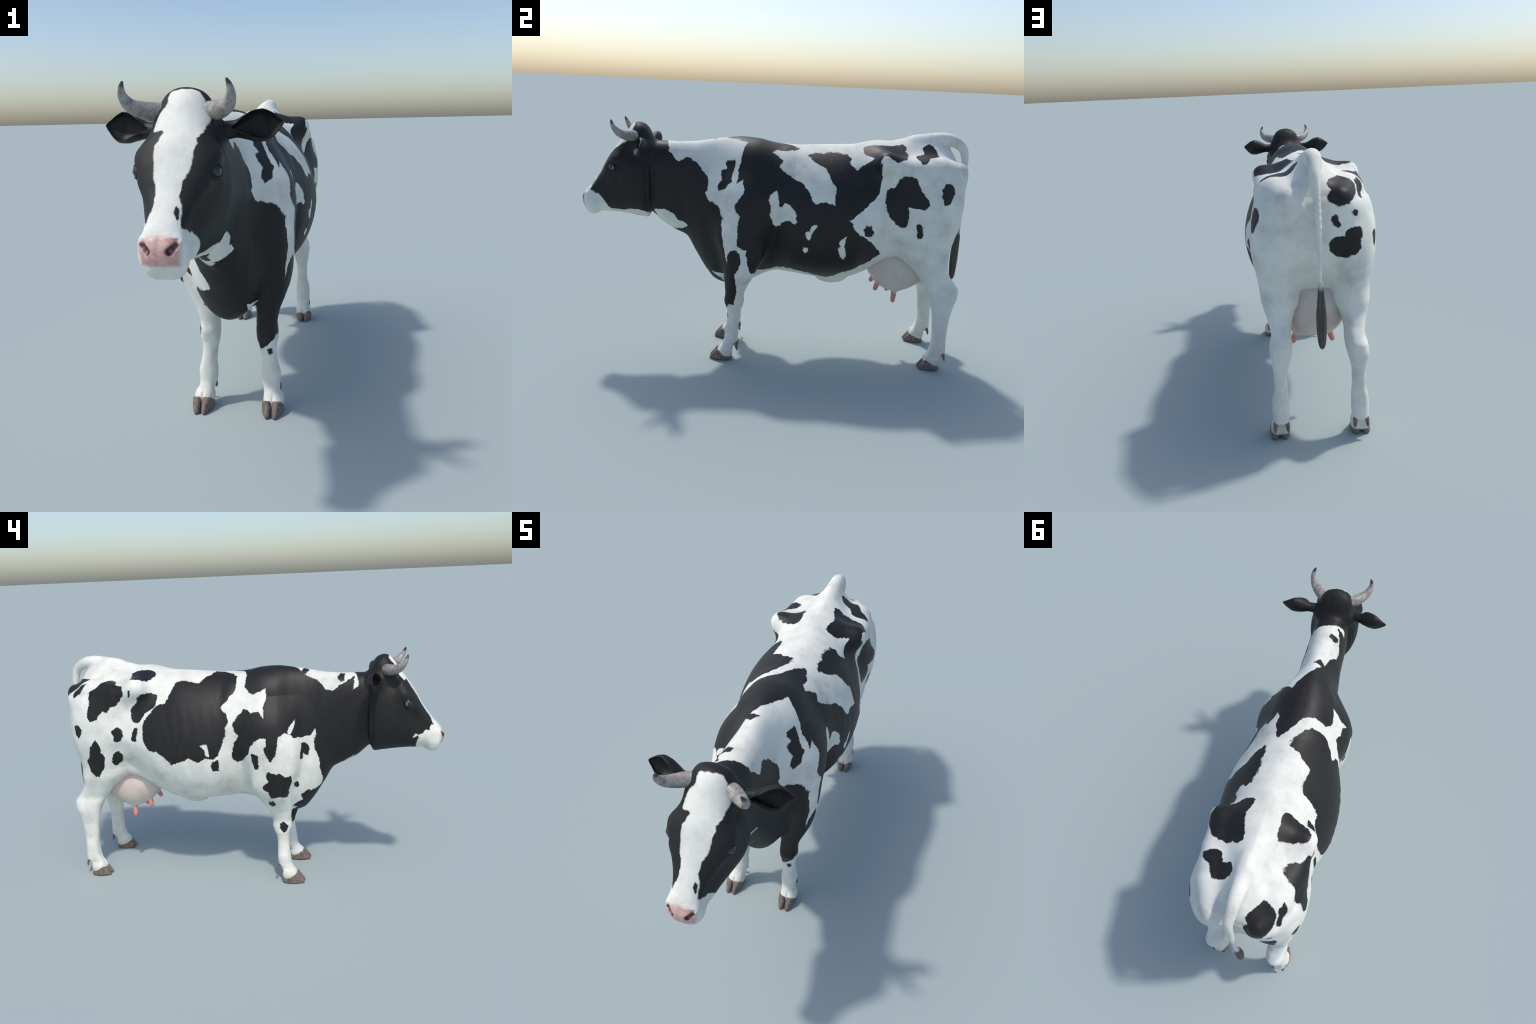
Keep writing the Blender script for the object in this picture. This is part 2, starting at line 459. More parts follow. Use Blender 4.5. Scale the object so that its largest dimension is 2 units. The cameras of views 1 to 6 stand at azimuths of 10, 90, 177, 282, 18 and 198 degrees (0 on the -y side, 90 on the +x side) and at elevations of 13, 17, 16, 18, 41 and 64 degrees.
# ---- ear: a leaf-shaped solid on a stalk, hollowed out from the mouth side
EAR_BASE = np.array([0.070, -0.678, 1.087]); EAR_TIP = np.array([0.266, -0.647, 1.111])
EAR_AXIS = (EAR_TIP - EAR_BASE) / np.linalg.norm(EAR_TIP - EAR_BASE)
EAR_BACK = np.array([-0.40, 0.84, -0.26]); EAR_BACK -= EAR_AXIS * (EAR_BACK @ EAR_AXIS); EAR_BACK /= np.linalg.norm(EAR_BACK)
EAR_UP = np.cross(EAR_AXIS, EAR_BACK)
EAR_UP = EAR_UP if EAR_UP[2] > 0 else -EAR_UP
# rows: distance along the ear, back, mouth side, half height, level, roundness
EAR_OUT = Profile([
    (0.000, 0.028, -0.028, 0.032, 0, 2, 2), (0.030, 0.024, -0.024, 0.027, 0, 2, 2), (0.060, 0.022, -0.022, 0.025, 0, 2, 2),
    (0.090, 0.028, -0.044, 0.034, 0, 2, 2), (0.118, 0.031, -0.054, 0.044, 0, 2, 1.9), (0.142, 0.030, -0.046, 0.046, 0, 2, 1.8),
    (0.164, 0.022, -0.024, 0.037, 0, 2, 1.7), (0.184, 0.013, -0.009, 0.020, 0, 2, 1.5), (0.195, 0.006, -0.004, 0.009, 0, 2, 2), (0.2005, 0.002, -0.002, 0.002, 0, 2, 2)])
EAR_HOLLOW = Profile([
    (0.052, 0.002, -0.09, 0.003, 0, 2, 6), (0.066, 0.008, -0.09, 0.010, 0, 2, 6), (0.090, 0.018, -0.09, 0.024, 0, 2, 6), (0.118, 0.0255, -0.09, 0.0375, 0, 2, 6),
    (0.142, 0.0245, -0.09, 0.0405, 0, 2, 6), (0.164, 0.0165, -0.09, 0.0315, 0, 2, 6), (0.184, 0.008, -0.09, 0.0145, 0, 2, 6), (0.194, 0.001, -0.09, 0.003, 0, 2, 6)])
def ear_field(P):
    D = P - EAR_BASE
    t, a, b = D @ EAR_AXIS, D @ EAR_UP, D @ EAR_BACK
    f = loft(EAR_OUT, t, a, b)
    return smax(f, -loft(EAR_HOLLOW, t, a, b), 0.004)

def ear_mesh(side):
    V, Q = net_surface(ear_field, (0.03, -0.74, 1.02), (0.28, -0.58, 1.18), 0.0021)
    V = relax(V, Q, 2); V, N = settle(V, ear_field, 1); V = relax(V, Q, 1)
    if side < 0:
        V = V * (-1, 1, 1); Q = Q[:, ::-1]
    return make_mesh('ear', V, Q)

EYE = np.array([0.1010, -0.8160, 0.9895]); EYE_R = 0.0210
EYE_AXIS = np.array([0.82, -0.57, 0.04]); EYE_AXIS /= np.linalg.norm(EYE_AXIS)
def eye_frame():
    up = np.array([0, 0, 1.0]); r = np.cross(EYE_AXIS, up); r /= np.linalg.norm(r)
    return r, np.cross(r, EYE_AXIS)     # r points towards the back of the head

def eye_mesh(side):
    r, u = eye_frame()
    rings = []
    a = np.linspace(0, 2*np.pi, 32, endpoint=False)
    for th in np.linspace(0.01, math.pi * 0.75, 22):
        rad = EYE_R * (1 + 0.05 * math.exp(-(th / 0.5) ** 2))
        rings.append(EYE + rad * (math.cos(th) * EYE_AXIS + math.sin(th) * (np.cos(a)[:, None] * r + np.sin(a)[:, None] * u)))
    V, F = ring_tube(rings)
    if side < 0:
        V = V * (-1, 1, 1); F = F[:, ::-1]
    return make_mesh('eye', V, F)

def eyelid_mesh(side):
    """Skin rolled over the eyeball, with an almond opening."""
    r, u = eye_frame()
    a = np.linspace(0, 2*np.pi, 64, endpoint=False)
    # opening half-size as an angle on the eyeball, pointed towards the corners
    tilt = 0.22
    ca, sa = np.cos(a - tilt), np.sin(a - tilt)
    opening = 1.0 / np.sqrt((ca / 0.95) ** 2 + (np.abs(sa) / np.where(sa > 0, 0.70, 0.72)) ** 2)
    opening = opening * (1 + 0.12 * np.exp(-((np.mod(a - tilt + np.pi, 2*np.pi) - np.pi) / 0.35) ** 2))
    rings = []
    for rad, add in ((0.985, 0.03), (1.07, 0.0), (1.14, 0.05), (1.19, 0.15), (1.21, 0.30), (1.19, 0.48), (1.10, 0.75), (0.95, 1.0)):
        th = opening + add
        rings.append(EYE + EYE_R * rad * (np.cos(th)[:, None] * EYE_AXIS + np.sin(th)[:, None] * (np.cos(a)[:, None] * r + np.sin(a)[:, None] * u)))
    V, F = ring_tube(rings, cap=False)
    if side < 0:
        V = V * (-1, 1, 1); F = F[:, ::-1]
    return make_mesh('eyelid', V, F)

# ---- claws: wedge with a steep toe, cut by the slanting hair line
def claw_field_factory(cx, toe_y, heel_y, inward, half=0.0215, height=0.070):
    L = heel_y - toe_y
    prof = Profile([
        (0.000, toe_y,            heel_y - 0.002, -half * 0.92, half * 0.98),
        (0.012, toe_y + 0.004,    heel_y - 0.001, -half * 0.98, half * 1.02),
        (0.030, toe_y + 0.018,    heel_y - 0.003, -half, half),
        (0.050, toe_y + 0.034,    heel_y - 0.008, -half * 0.98, half * 0.92),
        (0.075, toe_y + 0.052,    heel_y - 0.014, -half * 0.92, half * 0.82),
    ])
    def field(P):
        x, y, z = P[:, 0], P[:, 1], P[:, 2]
        t = (y - toe_y) / L                      # 0 toe, 1 heel
        lx = (x - cx - inward * 0.004 * np.clip(1 - t, 0, 1)**1.5) * (-inward)   # + outwards
        # narrow towards the toe, flat on the inner side
        taper = 0.40 + 0.60 * smoothstep(-0.05, 0.55, t)
        lx2 = np.where(lx < 0, lx * 1.05, lx / taper)
        d = limb(prof, lx2, y, z, 2.6)
        cut = (z - (0.020 + 0.046 * (1 - smoothstep(0.05, 1.0, t)))) * 0.85
        d = smax(d, cut, 0.006)
        return smax(d, -z, 0.005)
    return field

def claw_mesh(cx, toe_y, heel_y, inward):
    f = claw_field_factory(cx, toe_y, heel_y, inward)
    V, Q = net_surface(f, (cx - 0.05, toe_y - 0.02, -0.012), (cx + 0.05, heel_y + 0.02, 0.09), 0.0026)
    V = relax(V, Q, 1); V, N = settle(V, f, 2)
    V[:, 2] = np.maximum(V[:, 2], 0)
    return make_mesh('claw', V, Q, normals=None)

def dewclaw_mesh(base, tip, r):
    path = smooth_path([np.array(base) + (np.array(base) - np.array(tip)) * 0.35, base, (np.array(base) * 0.5 + np.array(tip) * 0.5), tip], 14)
    P, T, U, W = frames(path)
    a = np.linspace(0, 2*np.pi, 18, endpoint=False)
    rr = np.interp(np.linspace(0, 1, 14), [0, .3, .7, .93, 1], [r*.8, r, r*.8, r*.4, r*.1])
    V, F = ring_tube([P[i] + rr[i] * (np.cos(a)[:, None] * U[i] + np.sin(a)[:, None] * W[i] * 0.8) for i in range(14)])
    return make_mesh('dewclaw', V, F)

# ---- udder
TEATS = [((0.058, 0.575, 0.442), (0.076, 0.553, 0.388)), ((0.072, 0.660, 0.400), (0.093, 0.652, 0.330))]
def udder_field(P):
    x, y, z = np.abs(P[:, 0]), P[:, 1], P[:, 2]
    f = ball(x, y, z, (0.0, 0.680, 0.540), (0.145, 0.158, 0.152), 10)
    f = smin(f, ball(x, y, z, (0.048, 0.668, 0.486), (0.078, 0.110, 0.086), 18), 0.05)
    f = smin(f, ball(x, y, z, (0.035, 0.588, 0.530), (0.078, 0.078, 0.072), 0), 0.05)
    f = smin(f, ball(x, y, z, (0.035, 0.765, 0.560), (0.080, 0.085, 0.105)), 0.05)
    for base, tip in TEATS:
        b = np.array(base)
        f = smin(f, ball(x, y, z, b + (0, 0.002, 0.006), (0.016, 0.016, 0.014)), 0.03)
    f = f + bump(x, y, z, (0.0, 0.68, 0.39), (0.018, 0.10, 0.06), 0.006)
    return f

def teat_mesh(base, tip, side):
    base, tip = np.array(base), np.array(tip)
    d = tip - base
    path = smooth_path([base - d * 0.45, base, base + d * 0.5, tip], 26)
    P, T, U, W = frames(path)
    s = np.linspace(0, 1, 26)
    r = np.interp(s, [0, .3, .45, .7, .85, .93, .97, 1], [.024, .0185, .0150, .0135, .0125, .0108, .0080, .002])
    a = np.linspace(0, 2*np.pi, 24, endpoint=False)
    V, F = ring_tube([P[i] + r[i] * (np.cos(a)[:, None] * U[i] + np.sin(a)[:, None] * W[i]) for i in range(26)])
    if side < 0:
        V = V * (-1, 1, 1); F = F[:, ::-1]
    return make_mesh('teat', V, F)

# ---- tuft at the end of the tail: lathe with strand grooves
def tuft_mesh():
    n, m = 70, 96
    z = np.linspace(0.742, 0.444, n)
    prof = Profile([(0.444, 0.0030, 0.0030), (0.450, 0.009, 0.008), (0.475, 0.0158, 0.0145), (0.53, 0.0195, 0.0185), (0.575, 0.0205, 0.0195), (0.63, 0.0165, 0.0185), (0.68, 0.0125, 0.0155), (0.71, 0.0103, 0.0118), (0.742, 0.0060, 0.0065)])
    a = np.linspace(0, 2*np.pi, m, endpoint=False)
    rng = np.random.default_rng(7)
    ph = rng.uniform(0, 6.28, 6)
    rings = []
    for zz in z:
        rx, ry = [float(v) for v in prof(np.array(zz))]
        g = sum(math.pow(0.8, k) * np.sin((7 + 4*k) * a + ph[k] + 6 * zz * (k - 2)) for k in range(5)) * 0.018
        cy = np.interp(zz, [0.444, 0.52, 0.60, 0.70, 0.742], [0.981, 0.979, 0.9785, 0.981, 0.982])
        rings.append(np.stack([-0.0035 + rx * (1 + g) * np.cos(a), cy + ry * (1 + g) * np.sin(a), np.full(m, zz) + 0*a], 1))
    V, F = ring_tube(rings)
    return make_mesh('tail_tuft', V, F[:, ::-1])
# ------------------------------------------------------------------ materials
class Tree:
    """Small helper for wiring shader nodes."""
    def __init__(self, name):
        self.mat = bpy.data.materials.new(name); self.mat.use_nodes = True
        self.t = self.mat.node_tree; self.bsdf = self.t.nodes['Principled BSDF']
        self.obj = self.t.nodes.new('ShaderNodeTexCoord').outputs['Object']
    def put(self, sock, v):
        if hasattr(v, 'is_linked'): self.t.links.new(v, sock)
        else: sock.default_value = v
    def math(self, op, a, b=None, c=None, clamp=False):
        n = self.t.nodes.new('ShaderNodeMath'); n.operation = op; n.use_clamp = clamp
        for i, v in enumerate((a, b, c)):
            if v is not None: self.put(n.inputs[i], v)
        return n.outputs[0]
    def vec(self, op, a, b=None, out=0):
        n = self.t.nodes.new('ShaderNodeVectorMath'); n.operation = op
        self.put(n.inputs[0], a)
        if b is not None: self.put(n.inputs[1], b)
        return n.outputs['Value'] if op in ('LENGTH', 'DOT_PRODUCT') else n.outputs['Vector']
    def noise(self, scale, detail=3, rough=0.55, stretch=None, colour=False, coord=None):
        v = coord if coord is not None else self.obj
        if stretch: v = self.vec('MULTIPLY', v, stretch)
        n = self.t.nodes.new('ShaderNodeTexNoise')
        n.inputs['Scale'].default_value = scale; n.inputs['Detail'].default_value = detail; n.inputs['Roughness'].default_value = rough
        self.t.links.new(v, n.inputs['Vector'])
        return n.outputs['Color'] if colour else n.outputs['Fac']
    def ramp(self, fac, stops):
        n = self.t.nodes.new('ShaderNodeValToRGB'); e = n.color_ramp.elements
        while len(e) < len(stops): e.new(0.5)
        for el, (p, c) in zip(e, stops): el.position = p; el.color = (*c, 1)
        self.put(n.inputs[0], fac); return n.outputs[0]
    def span(self, v, a, b, lo=0.0, hi=1.0, smooth=True):
        n = self.t.nodes.new('ShaderNodeMapRange'); n.interpolation_type = 'SMOOTHSTEP' if smooth else 'LINEAR'; n.clamp = True
        for i, x in enumerate((v, a, b, lo, hi)): self.put(n.inputs[i], x)
        return n.outputs[0]
    def mix(self, f, a, b, mode='MIX'):
        n = self.t.nodes.new('ShaderNodeMix'); n.data_type = 'RGBA'; n.blend_type = mode
        self.put(n.inputs[0], f); self.put(n.inputs[6], a if hasattr(a, 'is_linked') else (*a, 1)); self.put(n.inputs[7], b if hasattr(b, 'is_linked') else (*b, 1))
        return n.outputs[2]
    def bump(self, h, strength, dist):
        n = self.t.nodes.new('ShaderNodeBump'); n.inputs['Strength'].default_value = strength; n.inputs['Distance'].default_value = dist
        self.t.links.new(h, n.inputs['Height']); self.t.links.new(n.outputs[0], self.bsdf.inputs['Normal'])
    def finish(self, colour, rough=0.6, spec=0.4):
        self.put(self.bsdf.inputs['Base Color'], colour if hasattr(colour, 'is_linked') else (*colour, 1))
        self.put(self.bsdf.inputs['Roughness'], rough); self.bsdf.inputs['Specular IOR Level'].default_value = spec
        return self.mat

# Coat markings. Each: layer, name, centre on the skin, direction it faces, how deep it reaches
# inwards and outwards, and the reach of its outline in mm, anticlockwise from the horizontal.
MARKINGS = [
    ('dark', 'left neck', (0.106, -0.409, 0.823), (0.93, -0.36, 0.08), 0.165, 0.099, (143, 93, 77, 76, 79, 123, 153, 168, 207, 236, 215, 356, 289, 238, 217, 208, 207, 215, 204, 202, 206, 198, 200, 232, 294, 413, 421, 363, 267, 221, 190, 169)),
    ('dark', 'left barrel front', (0.227, -0.039, 0.846), (1.00, -0.02, 0.07), 0.241, 0.080, (224, 219, 215, 208, 209, 219, 230, 246, 263, 279, 296, 214, 170, 135, 129, 142, 157, 151, 138, 164, 197, 246, 240, 356, 365, 341, 352, 412, 344, 296, 265, 238)),
    ('dark', 'left barrel rear', (0.282, 0.294, 0.797), (1.00, 0.04, 0.05), 0.221, 0.080, (79, 74, 119, 251, 313, 363, 289, 320, 319, 321, 332, 326, 315, 291, 280, 252, 238, 234, 239, 254, 283, 331, 313, 311, 327, 289, 285, 285, 301, 310, 109, 89)),
    ('dark', 'left hip', (0.161, 0.522, 1.131), (0.61, -0.14, 0.78), 0.090, 0.050, (108, 111, 118, 114, 139, 141, 116, 92, 80, 79, 81, 88, 103, 127, 120, 110, 83, 68, 62, 81, 92, 86, 84, 78, 52, 54, 59, 81, 92, 97, 104, 110)),
    ('dark', 'left thigh', (0.238, 0.615, 0.897), (0.99, -0.12, 0.03), 0.080, 0.080, (129, 120, 111, 107, 107, 116, 134, 133, 130, 114, 87, 80, 88, 98, 88, 83, 81, 79, 77, 79, 84, 93, 97, 105, 119, 126, 91, 61, 43, 36, 46, 115)),
    ('dark', 'left buttock', (0.241, 0.830, 0.944), (0.93, 0.32, 0.20), 0.080, 0.080, (36, 38, 41, 48, 54, 52, 53, 56, 57, 59, 52, 47, 45, 42, 37, 35, 34, 34, 35, 37, 39, 43, 49, 46, 46, 45, 39, 36, 34, 34, 35, 36)),
    ('dark', 'left lower thigh', (0.250, 0.711, 0.761), (0.97, -0.17, -0.20), 0.080, 0.080, (18, 17, 17, 17, 18, 20, 23, 28, 39, 39, 39, 40, 26, 20, 17, 15, 14, 14, 14, 16, 18, 23, 31, 41, 39, 38, 38, 33, 26, 22, 20, 18)),
    ('dark', 'left flank spot', (0.265, 0.457, 0.753), (0.95, 0.31, -0.09), 0.080, 0.080, (31, 29, 28, 28, 29, 32, 32, 31, 32, 34, 32, 29, 28, 28, 29, 25, 22, 20, 20, 20, 21, 23, 22, 23, 24, 26, 30, 38, 35, 32, 31, 31)),
    ('dark', 'left rump', (0.116, 0.735, 1.117), (0.52, 0.04, 0.85), 0.045, 0.046, (56, 47, 45, 46, 47, 52, 59, 67, 65, 65, 68, 75, 79, 83, 85, 78, 70, 57, 31, 22, 17, 15, 17, 21, 28, 45, 61, 73, 78, 88, 100, 93)),
    ('dark', 'left shoulder', (0.141, -0.237, 0.982), (0.79, -0.48, 0.38), 0.045, 0.045, (25, 24, 26, 30, 35, 46, 63, 85, 77, 73, 72, 38, 40, 43, 46, 42, 40, 40, 41, 41, 43, 82, 91, 82, 71, 60, 53, 50, 45, 35, 29, 26)),
    ('dark', 'left foreleg', (0.214, -0.204, 0.500), (0.94, -0.31, -0.17), 0.063, 0.045, (25, 28, 35, 48, 66, 88, 112, 121, 116, 90, 63, 51, 43, 39, 37, 36, 37, 39, 43, 51, 64, 93, 134, 195, 197, 69, 34, 28, 24, 22, 22, 23)),
    ('light', 'left saddle streak', (0.212, 0.186, 0.975), (0.83, -0.08, 0.55), 0.080, 0.080, (91, 80, 76, 78, 83, 93, 95, 98, 107, 133, 164, 188, 217, 195, 187, 125, 60, 53, 50, 48, 49, 51, 57, 68, 88, 108, 107, 112, 150, 129, 113, 105)),
    ('light', 'left saddle streak top', (0.141, 0.073, 1.058), (0.76, -0.04, 0.65), 0.045, 0.045, (121, 103, 93, 86, 71, 63, 59, 57, 57, 60, 60, 61, 66, 87, 67, 45, 45, 49, 57, 60, 59, 60, 63, 70, 67, 49, 40, 47, 65, 120, 116, 117)),
    ('light', 'left loin notch', (0.144, 0.409, 1.073), (0.71, -0.23, 0.67), 0.045, 0.046, (41, 65, 63, 62, 55, 51, 49, 49, 46, 42, 39, 38, 39, 41, 42, 42, 44, 48, 48, 45, 45, 44, 45, 48, 43, 34, 29, 27, 25, 26, 29, 33)),
    ('light', 'left rib', (0.215, 0.009, 0.817), (1.00, 0.01, 0.07), 0.080, 0.080, (28, 28, 30, 33, 37, 33, 31, 35, 104, 101, 91, 75, 36, 32, 30, 30, 30, 32, 34, 35, 37, 42, 49, 64, 73, 69, 68, 55, 42, 35, 31, 29)),
    ('light', 'left rib rear', (0.231, 0.064, 0.823), (0.96, -0.28, -0.00), 0.080, 0.080, (37, 36, 37, 36, 33, 32, 33, 34, 37, 43, 44, 39, 37, 37, 59, 57, 58, 61, 67, 78, 83, 75, 47, 39, 38, 39, 42, 65, 65, 52, 45, 40)),
    ('light', 'left belly chip', (0.272, 0.179, 0.740), (0.98, -0.18, -0.04), 0.080, 0.080, (9, 9, 12, 22, 40, 46, 43, 38, 24, 13, 9, 7, 6, 5, 5, 7, 18, 29, 29, 30, 32, 35, 40, 39, 29, 24, 17, 13, 11, 10, 9, 9)),
    ('light', 'left belly dot', (0.251, 0.158, 0.643), (0.92, -0.25, -0.30), 0.080, 0.080, (12, 12, 12, 13, 15, 17, 16, 15, 14, 14, 13, 11, 9, 8, 8, 8, 8, 9, 10, 12, 12, 12, 13, 15, 17, 14, 13, 12, 12, 12, 13, 12)),
    ('light', 'left belly streak', (0.269, 0.338, 0.662), (0.97, 0.05, -0.26), 0.080, 0.080, (13, 12, 12, 12, 13, 14, 16, 71, 55, 49, 45, 22, 20, 18, 18, 18, 19, 21, 23, 23, 25, 27, 31, 38, 50, 67, 54, 45, 33, 22, 17, 14)),
    ('light', 'left throat', (0.054, -0.545, 0.726), (0.79, -0.35, -0.51), 0.045, 0.045, (45, 43, 42, 43, 41, 41, 42, 46, 53, 60, 64, 72, 86, 86, 76, 71, 68, 63, 61, 62, 59, 58, 59, 63, 66, 67, 71, 78, 87, 96, 101, 49)),
    ('light', 'left brisket', (0.086, -0.277, 0.442), (0.74, -0.38, -0.56), 0.045, 0.045, (29, 32, 38, 27, 21, 18, 17, 16, 16, 16, 17, 19, 27, 45, 34, 28, 25, 21, 19, 17, 16, 16, 17, 18, 21, 25, 33, 34, 30, 28, 28, 28)),
    ('dark', 'right neck', (-0.102, -0.433, 0.902), (-0.93, -0.34, 0.13), 0.155, 0.137, (228, 229, 235, 252, 228, 129, 129, 152, 152, 206, 245, 275, 277, 267, 232, 212, 202, 201, 195, 135, 101, 117, 159, 206, 334, 260, 246, 248, 251, 258, 238, 228)),
    ('dark', 'right shoulder', (-0.163, -0.195, 0.982), (-0.88, -0.15, 0.44), 0.110, 0.045, (133, 137, 146, 163, 178, 200, 225, 220, 224, 226, 235, 255, 218, 197, 68, 69, 72, 77, 90, 132, 171, 178, 165, 270, 158, 138, 151, 178, 183, 157, 143, 135)),
    ('dark', 'right elbow lobe', (-0.227, -0.049, 0.862), (-0.99, -0.03, 0.14), 0.100, 0.080, (106, 104, 107, 112, 117, 127, 111, 101, 115, 117, 102, 96, 90, 87, 77, 70, 66, 55, 53, 70, 110, 157, 170, 139, 102, 64, 58, 54, 54, 59, 71, 112)),
    ('dark', 'right shoulder point', (-0.242, -0.166, 0.775), (-1.00, -0.09, 0.04), 0.080, 0.080, (27, 29, 33, 39, 50, 54, 54, 50, 39, 34, 31, 30, 31, 34, 37, 34, 32, 32, 33, 35, 39, 42, 47, 55, 55, 41, 33, 29, 27, 26, 26, 27)),
    ('dark', 'right barrel', (-0.241, 0.247, 0.930), (-0.92, -0.05, 0.39), 0.160, 0.080, (200, 186, 173, 271, 328, 319, 298, 197, 203, 218, 217, 182, 162, 156, 195, 206, 239, 251, 266, 264, 228, 227, 242, 212, 186, 213, 207, 228, 220, 202, 195, 192)),
    ('dark', 'right belly dot', (-0.251, 0.119, 0.696), (-0.93, -0.32, -0.17), 0.080, 0.080, (21, 22, 24, 27, 32, 35, 30, 27, 25, 25, 25, 27, 25, 23, 22, 22, 23, 24, 24, 25, 26, 30, 33, 31, 30, 31, 33, 36, 29, 25, 23, 22)),
    ('dark', 'right loin', (-0.197, 0.490, 1.002), (-0.96, -0.14, 0.23), 0.080, 0.080, (62, 69, 75, 78, 70, 63, 57, 53, 52, 48, 46, 45, 45, 41, 39, 38, 40, 57, 80, 85, 106, 113, 107, 86, 53, 48, 46, 45, 46, 49, 54, 58)),
    ('dark', 'right rump', (-0.228, 0.692, 1.033), (-0.91, 0.01, 0.42), 0.088, 0.080, (92, 106, 115, 113, 96, 94, 107, 109, 110, 101, 93, 80, 77, 86, 99, 91, 88, 87, 89, 107, 132, 140, 115, 59, 69, 68, 59, 55, 59, 66, 76, 82)),
    ('dark', 'right hip', (-0.131, 0.508, 1.133), (-0.38, -0.18, 0.91), 0.057, 0.049, (60, 61, 65, 71, 78, 90, 77, 69, 65, 64, 65, 69, 77, 79, 76, 72, 63, 58, 56, 48, 44, 41, 41, 42, 45, 50, 60, 72, 70, 70, 66, 62)),
    ('dark', 'right pin', (-0.177, 0.849, 1.067), (-0.72, 0.42, 0.55), 0.080, 0.080, (30, 34, 40, 46, 56, 42, 35, 31, 28, 25, 22, 20, 19, 19, 20, 21, 24, 29, 43, 55, 55, 57, 37, 25, 22, 21, 21, 21, 22, 25, 28, 29)),
    ('dark', 'right buttock dot', (-0.241, 0.852, 0.861), (-0.92, 0.40, 0.03), 0.080, 0.080, (24, 26, 28, 30, 30, 31, 34, 36, 34, 34, 35, 37, 41, 40, 34, 30, 29, 28, 28, 30, 30, 30, 32, 36, 33, 28, 26, 24, 24, 24, 25, 24)),
    ('dark', 'right thigh dot', (-0.248, 0.633, 0.848), (-0.98, -0.20, -0.04), 0.080, 0.080, (27, 27, 29, 33, 39, 37, 36, 37, 39, 37, 35, 35, 36, 39, 29, 24, 21, 20, 19, 20, 27, 44, 45, 44, 38, 35, 32, 29, 28, 28, 29, 27)),
    ('dark', 'right flank dot', (-0.238, 0.541, 0.846), (-0.97, 0.15, 0.17), 0.080, 0.080, (17, 18, 20, 23, 27, 36, 40, 39, 34, 25, 21, 18, 17, 16, 15, 15, 15, 16, 17, 20, 25, 36, 39, 36, 35, 35, 27, 22, 19, 17, 17, 16)),
    ('dark', 'right thigh', (-0.243, 0.773, 0.708), (-0.99, 0.03, -0.13), 0.080, 0.080, (48, 51, 57, 56, 56, 63, 96, 118, 97, 74, 59, 51, 46, 44, 44, 46, 50, 57, 63, 66, 72, 84, 91, 102, 95, 85, 67, 58, 52, 49, 47, 47)),
    ('dark', 'right stifle dot', (-0.220, 0.661, 0.714), (-0.85, -0.40, -0.34), 0.080, 0.080, (30, 32, 37, 36, 37, 39, 43, 50, 41, 35, 31, 28, 28, 28, 29, 29, 29, 30, 32, 35, 40, 42, 45, 47, 42, 38, 37, 36, 32, 29, 28, 28)),
    ('dark', 'right loin dot', (-0.230, 0.553, 1.058), (-0.97, 0.05, -0.23), 0.080, 0.080, (8, 9, 10, 11, 15, 21, 23, 19, 16, 14, 11, 9, 8, 7, 7, 7, 8, 8, 10, 12, 16, 20, 26, 19, 14, 11, 10, 9, 9, 9, 8, 8)),
    ('dark', 'right elbow', (-0.228, -0.082, 0.714), (-0.94, 0.33, -0.11), 0.080, 0.080, (20, 21, 22, 24, 28, 35, 38, 39, 41, 46, 46, 32, 25, 21, 19, 18, 18, 18, 18, 18, 20, 22, 27, 36, 41, 39, 39, 39, 30, 25, 22, 21)),
    ('dark', 'right forearm', (-0.230, -0.195, 0.591), (-0.95, -0.22, -0.23), 0.080, 0.080, (74, 74, 78, 80, 65, 58, 62, 68, 67, 66, 70, 85, 82, 66, 54, 53, 66, 77, 82, 72, 67, 76, 87, 79, 74, 73, 86, 92, 78, 70, 68, 70)),
    ('dark', 'right forearm dot', (-0.191, -0.158, 0.478), (-0.85, 0.08, -0.52), 0.045, 0.045, (14, 13, 13, 14, 15, 18, 22, 27, 22, 20, 18, 18, 18, 18, 19, 18, 18, 18, 20, 22, 25, 25, 25, 27, 25, 21, 19, 17, 17, 17, 17, 15)),
    ('dark', 'right knee dot', (-0.133, -0.204, 0.321), (-0.97, -0.25, 0.01), 0.045, 0.045, (21, 23, 24, 23, 23, 24, 26, 29, 30, 27, 26, 25, 26, 27, 23, 21, 20, 20, 21, 22, 22, 23, 25, 29, 32, 28, 26, 26, 25, 22, 21, 21)),
    ('dark', 'right chest chip', (-0.145, -0.317, 0.768), (-0.70, -0.71, -0.01), 0.045, 0.045, (33, 32, 29, 27, 27, 27, 29, 31, 30, 30, 32, 33, 25, 21, 19, 18, 18, 19, 22, 27, 37, 51, 60, 58, 26, 31, 42, 49, 46, 40, 36, 34)),
    ('dark', 'right chest dot', (-0.144, -0.280, 0.572), (-0.65, -0.71, -0.28), 0.045, 0.045, (16, 14, 13, 12, 12, 12, 13, 14, 17, 21, 22, 23, 25, 30, 25, 21, 19, 18, 17, 17, 17, 16, 16, 16, 17, 20, 23, 21, 20, 19, 19, 19)),
    ('dark', 'right brisket', (-0.084, -0.326, 0.482), (-0.62, -0.60, -0.51), 0.045, 0.045, (52, 50, 44, 40, 39, 39, 41, 44, 50, 46, 43, 42, 43, 46, 43, 35, 30, 28, 27, 26, 91, 88, 88, 91, 89, 91, 91, 78, 71, 65, 57, 53)),
    ('light', 'right rib crack', (-0.265, 0.154, 0.780), (-0.98, -0.21, 0.05), 0.080, 0.080, (7, 7, 7, 7, 8, 10, 14, 21, 26, 26, 28, 31, 36, 38, 12, 11, 10, 10, 10, 11, 12, 14, 17, 25, 34, 36, 20, 14, 11, 9, 8, 7)),
